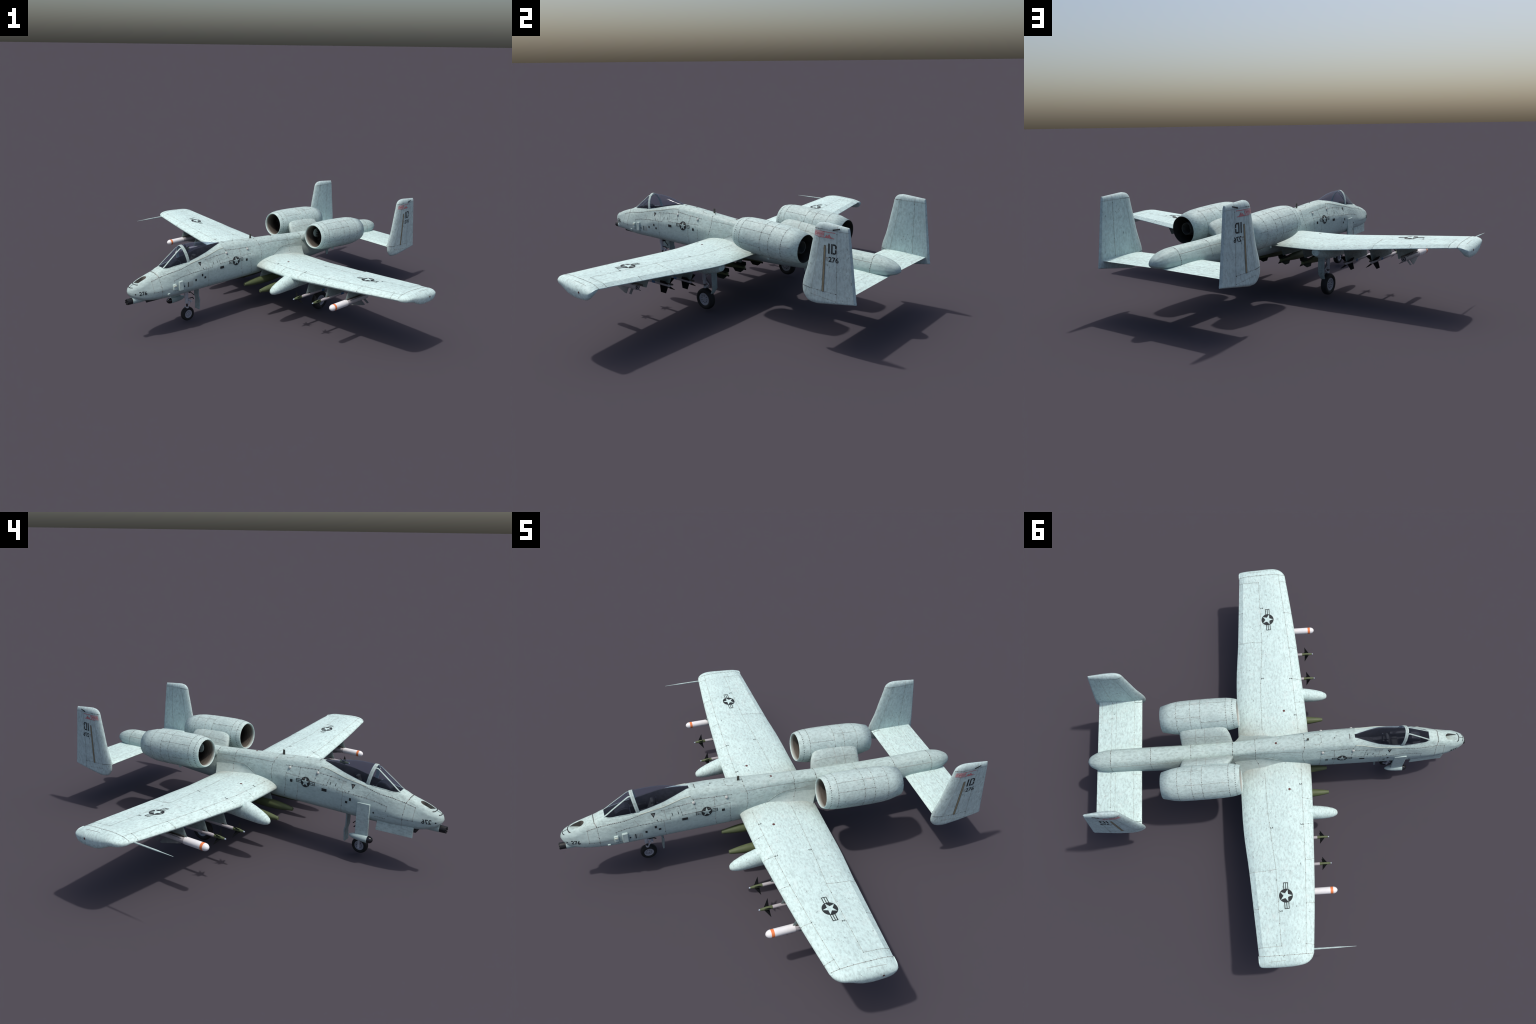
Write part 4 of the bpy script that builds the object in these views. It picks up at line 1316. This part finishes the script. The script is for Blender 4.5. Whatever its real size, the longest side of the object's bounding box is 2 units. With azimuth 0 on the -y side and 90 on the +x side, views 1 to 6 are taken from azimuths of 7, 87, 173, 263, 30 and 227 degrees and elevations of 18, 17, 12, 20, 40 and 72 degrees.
wheel("nose_wheel", (NX, NY, NZ), 0.0425, 0.0310, ng)
o = make("torque_link", *join([polyline_tube([(NX + .004, -0.703, .140), (NX + .004, -0.680, .128), (NX + .004, -0.700, .098)], 0.0036),
                               tube((NX - 0.004, -0.680, .128), (NX + 0.014, -0.680, .128), .005),
                               tube((NX + 0.016, -0.700, .148), (NX - 0.010, -0.700, .148), .005)]), mats=("strut",), parent=ng)
o = make("steering_rod", *join([polyline_tube([(NX + .010, -0.706, .150), (NX + .012, -0.672, .152), (NX + .006, -0.660, .138)], 0.0030),
                                polyline_tube([(NX + .004, -0.700, .205), (NX + .004, -0.655, .160)], 0.0025),
                                tube((NX + .012, -0.690, .190), (NX - .006, -0.690, .190), .006)]), mats=("black",), parent=ng)
# folding drag brace door behind the leg (cranked plate)
prof = [(-0.630, .225), (-0.630, .150), (-0.622, .125), (-0.626, .062)]
V, F = [], []
rings = []
for (y, z) in prof:
    w = 0.021
    rings.append([(-0.0215 - w, y - 0.004, z), (-0.0215 + w, y - 0.004, z), (-0.0215 + w, y + 0.004, z), (-0.0215 - w, y + 0.004, z)])
o = make("gear_door", *loft(rings), mats=("door",), parent=ng); bevel(o, 0.0015)
# long bay door hanging along the starboard side
door = [(-0.0735, -0.8100, .2475), (-0.0640, -0.9900, .2440), (-0.0655, -0.9880, .1905), (-0.0800, -0.8050, .1910)]
o = make("gear_door", *prism(door, (1, 0.05, 0), 0.004), mats=("hull",), parent=ng); bevel(o, 0.001)
# dark open bay under the nose
bay = make("wheel_bay", *box((-0.020, -0.895, 0.2205), (0.052, 0.20, 0.016)), mats=("tub",))
o = make("bay_edge", *prism([(0.029, -1.0175, .2340), (0.030, -0.880, .2200), (0.030, -0.880, .2150), (0.029, -1.0120, .2170)], (1, 0, 0), .003), mats=("tub",), parent=bay)

# main gear
MX, MY, MZ = 0.3690, 0.0365, 0.0690
mg = make("main_gear", *join([tube((0.358, 0.020, 0.225), (0.360, 0.022, 0.172), 0.0115, seg=18), tube((0.360, 0.022, 0.175), (0.361, 0.023, 0.150), 0.0088, seg=18)]), mats=("strut",))
o = make("oleo_strut", *tube((0.361, 0.023, 0.152), (0.362, 0.028, 0.136), 0.0062, seg=14), mats=("chrome",), parent=mg)
o = make("fork", *join([tube((0.362, 0.027, 0.140), (0.362, 0.029, 0.126), 0.0090, seg=16), box((0.357, 0.030, 0.1310), (0.026, 0.013, 0.0050)),
                        box((MX - 0.0225, 0.032, 0.099), (0.005, 0.012, 0.060)), tube((MX - 0.024, MY, MZ), (MX + 0.014, MY, MZ), 0.0045)]), mats=("strut",), parent=mg)
wheel("main_wheel", (MX, MY, MZ), 0.0590, 0.0350, mg)
o = make("torque_link", *join([polyline_tube([(0.361, 0.030, .168), (0.361, 0.056, .152), (0.362, 0.030, .130)], .0032), tube((0.356, .030, .19), (0.352, .07, .215), .0045)]),
         mats=("strut",), parent=mg)
o = make("brake_hose", *polyline_tube([(0.358, 0.030, .185), (0.356, 0.060, .150), (0.358, 0.066, .135), (0.361, 0.045, .128), (0.362, 0.032, .130)], .0014, 6), mats=("black",), parent=mg)
prof = [(0.0950, .228), (0.0960, .180), (0.0980, .136), (0.0775, .1015)]
rings = [[(0.361 - w, y - 0.003, z), (0.361 + w, y - 0.003, z), (0.361 + w, y + 0.003, z), (0.361 - w, y + 0.003, z)]
         for (y, z), w in zip(prof, (0.0200, 0.0195, 0.0185, 0.0125))]
o = make("gear_door", *loft(rings), mats=("door",), parent=mg); bevel(o, 0.0015)
mg_r = mirrored(mg)
for c in list(mg.children): mirrored(c, mg_r)

# --------------------------------------------------------------- wing stores
def weapon_pylon(x, zbot, zt, ya=-0.2075, yb=0.045, w=0.011):
    # leading edge leans aft going up, lofted thin aerofoil plan
    rings = []
    for z, y0, y1 in ((zt + 0.012, ya + 0.026, yb + 0.03), (zbot + 0.02, ya + 0.008, yb + 0.008), (zbot + 0.002, ya + 0.001, yb), (zbot, ya + 0.003, yb - 0.002)):
        ring = []
        for k in range(24):
            a = 2 * math.pi * k / 24
            yy = (y0 + y1) / 2 - (y1 - y0) / 2 * math.cos(a)
            ex = math.copysign(abs(math.sin(a)) ** 0.6, math.sin(a))
            ring.append((x + w / 2 * ex, yy, z))
        rings.append(ring)
    V, F = loft(rings)
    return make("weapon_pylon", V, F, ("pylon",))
def wing_under(x, y=-0.1):
    h = bvw.ray_cast(Vector((x, y, 0.05)), Vector((0, 0, 1)))[0]
    return h.z if h else 0.26
bvw = bvh_of(wing)
STATIONS = [(0.0780, .2000), (0.2220, .2000), (0.4840, .2040), (0.6340, .2260), (0.7820, .2520)]
pylons = []
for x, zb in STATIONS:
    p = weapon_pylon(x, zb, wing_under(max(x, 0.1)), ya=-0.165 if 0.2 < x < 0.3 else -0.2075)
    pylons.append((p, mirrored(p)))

# free-fall bombs: blunt ogive nose, fat waist, tapering tail cone with four fins in a cross
bomb_prof = [(0.0, .0005), (0.0006, .0080), (0.003, .0098), (0.012, .0112), (0.030, .0142), (0.060, .0187), (0.095, .0222), (0.130, .0240), (0.170, .0245),
             (0.220, .0238), (0.265, .0212), (0.310, .0170), (0.345, .0132), (0.375, .0108), (0.398, .0098), (0.402, .0085)]
bomb_me = fin_me = None
for x in (0.0770, 0.2220):
    for s in (1, -1):
        loc = (s * x, -0.3355, 0.1755)
        if bomb_me is None:
            b = make("bomb", *lathe(bomb_prof, 36), mats=("green",)); bomb_me = b.data
            fins = []
            for k in range(4):
                a = math.pi / 4 + k * math.pi / 2
                d = Vector((math.cos(a), 0, math.sin(a))); n = Vector((-math.sin(a), 0, math.cos(a)))
                pl = [d * 0.0150 + Vector((0, 0.322, 0)), d * 0.0340 + Vector((0, 0.352, 0)), d * 0.0340 + Vector((0, 0.392, 0)), d * 0.0170 + Vector((0, 0.404, 0)), d * 0.008 + Vector((0, 0.400, 0))]
                fins.append(prism(pl, n, 0.0020))
            f = make("bomb_fin", *join(fins), mats=("greendark",), parent=b); fin_me = f.data
        else:
            b = link("bomb", bomb_me); f = link("bomb_fin", fin_me, b)
        b.location = loc
o = None

# slim dogfight missiles on rails: seeker tip, olive guidance section, pale motor, canards and tail fins
def small_missile():
    body = make("missile", *lathe([(0.066, .0083), (0.358, .0083), (0.362, .0060)], 24), mats=("msl",))
    make("missile_guidance", *lathe([(0.006, .0042), (0.010, .0052), (0.030, .0076), (0.036, .0084), (0.066, .0084)], 24), mats=("green",), parent=body)
    make("seeker_tip", *lathe([(0.0, .0004), (0.0015, .0030), (0.007, .0045)], 18), mats=("tip",), parent=body)
    make("missile_band", *lathe([(0.235, .0083), (0.235, .0086), (0.258, .0086), (0.258, .0083)], 24), mats=("blue",), parent=body)
    can, tail = [], []
    for k in range(4):
        a = math.pi / 4 + k * math.pi / 2
        d = Vector((math.cos(a), 0, math.sin(a))); n = Vector((-math.sin(a), 0, math.cos(a)))
        can.append(prism([d * 0.006 + Vector((0, .026, 0)), d * 0.0440 + Vector((0, .052, 0)), d * 0.006 + Vector((0, .050, 0))], n, .0014))
        tail.append(prism([d * 0.007 + Vector((0, .292, 0)), d * 0.0440 + Vector((0, .325, 0)), d * 0.0440 + Vector((0, .362, 0)), d * 0.007 + Vector((0, .352, 0))], n, .0016))
    make("canard", *join(can), mats=("mslfin",), parent=body)
    make("missile_fin", *join(tail), mats=("mslfin",), parent=body)
    return body
def copy_tree(ob, parent=None):
    o = bpy.data.objects.new(ob.name, ob.data); bpy.context.scene.collection.objects.link(o)
    o.parent = parent or ob.parent
    for c in ob.children: copy_tree(c, o)
    return o
m1 = small_missile()
rail_me = None
first = True
for x, z in ((0.4840, 0.1965), (0.6340, 0.2185)):
    for s in (1, -1):
        o = m1 if first else copy_tree(m1)
        first = False
        o.location = (s * x, -0.3120, z)
        o.rotation_euler = (math.radians(0.2), 0, 0)
        V, F = box((0, 0, 0), (0.0085, 0.262, 0.008))
        if rail_me is None:
            r_ = make("launch_rail", V, F, ("brown",)); rail_me = r_.data; bevel(r_, .0015)
        else:
            r_ = link("launch_rail", rail_me); bevel(r_, .0015)
        r_.location = (s * x, -0.062, z + 0.0105)

# larger ground-attack missiles: white round nose, orange band, long delta wings
def big_missile():
    prof = [(0.0, .0005), (0.0012, .0055), (0.005, .0110), (0.011, .0155), (0.018, .0178), (0.024, .0183)]
    body = make("missile", *lathe([(0.038, .0183), (0.128, .0183), (0.132, .0178)], 32), mats=("white",))
    make("missile_nose", *lathe(prof, 32), mats=("white",), parent=body)
    make("missile_band", *lathe([(0.024, .0183), (0.024, .0185), (0.038, .0185), (0.038, .0183)], 32), mats=("orange",), parent=body)
    make("missile_motor", *lathe([(0.131, .0178), (0.136, .0176), (0.155, .0160), (0.295, .0155), (0.305, .0150), (0.305, .0115), (0.302, .0110)], 32), mats=("msl",), parent=body)
    make("exhaust_ring", *lathe([(0.3025, .0112), (0.3055, .0112), (0.3055, .0080), (0.303, .0075), (0.303, .0040), (0.306, .0035), (.306, .0005)], 24), mats=("mslfin",), parent=body)
    make("exhaust_liner", *lathe([(0.3058, .0078), (0.3062, .0078), (0.3062, .0046), (0.3058, .0046)], 24), mats=("msl",), parent=body)
    wv, cv = [], []
    for k in range(4):
        a = math.pi / 4 + k * math.pi / 2
        d = Vector((math.cos(a), 0, math.sin(a))); n = Vector((-math.sin(a), 0, math.cos(a)))
        wv.append(prism([d * .0140 + Vector((0, .140, 0)), d * .0200 + Vector((0, .150, 0)), d * .0460 + Vector((0, .245, 0)), d * .0460 + Vector((0, .258, 0)), d * .0140 + Vector((0, .250, 0))], n, .0018))
        cv.append(prism([d * .0140 + Vector((0, .268, 0)), d * .0440 + Vector((0, .276, 0)), d * .0440 + Vector((0, .292, 0)), d * .0140 + Vector((0, .285, 0))], n, .0018))
    make("missile_wing", *join(wv), mats=("finlight",), parent=body)
    make("missile_fin", *join(cv), mats=("finlight",), parent=body)
    return body
m2 = big_missile()
for i, s in enumerate((1, -1)):
    o = m2 if i == 0 else copy_tree(m2)
    o.location = (s * 0.7820, -0.3275, 0.2395)
    r_ = make("launch_rail", *box((0, 0, 0), (0.012, 0.215, 0.010)), mats=("brown",)); bevel(r_, .0015)
    r_.location = (s * 0.7820, -0.085, 0.2590)

# --------------------------------------------------------------- air-data probe on the starboard wing tip
o = make("pitot_probe", *shifted(lathe([(-0.3870, .0006), (-0.3500, .0016), (-0.315, .0028), (-0.305, .0034), (-0.200, .0040), (-0.150, .0040)], 14), (-1.0800, 0, 0.3470)),
         mats=("nacelle_paint",))
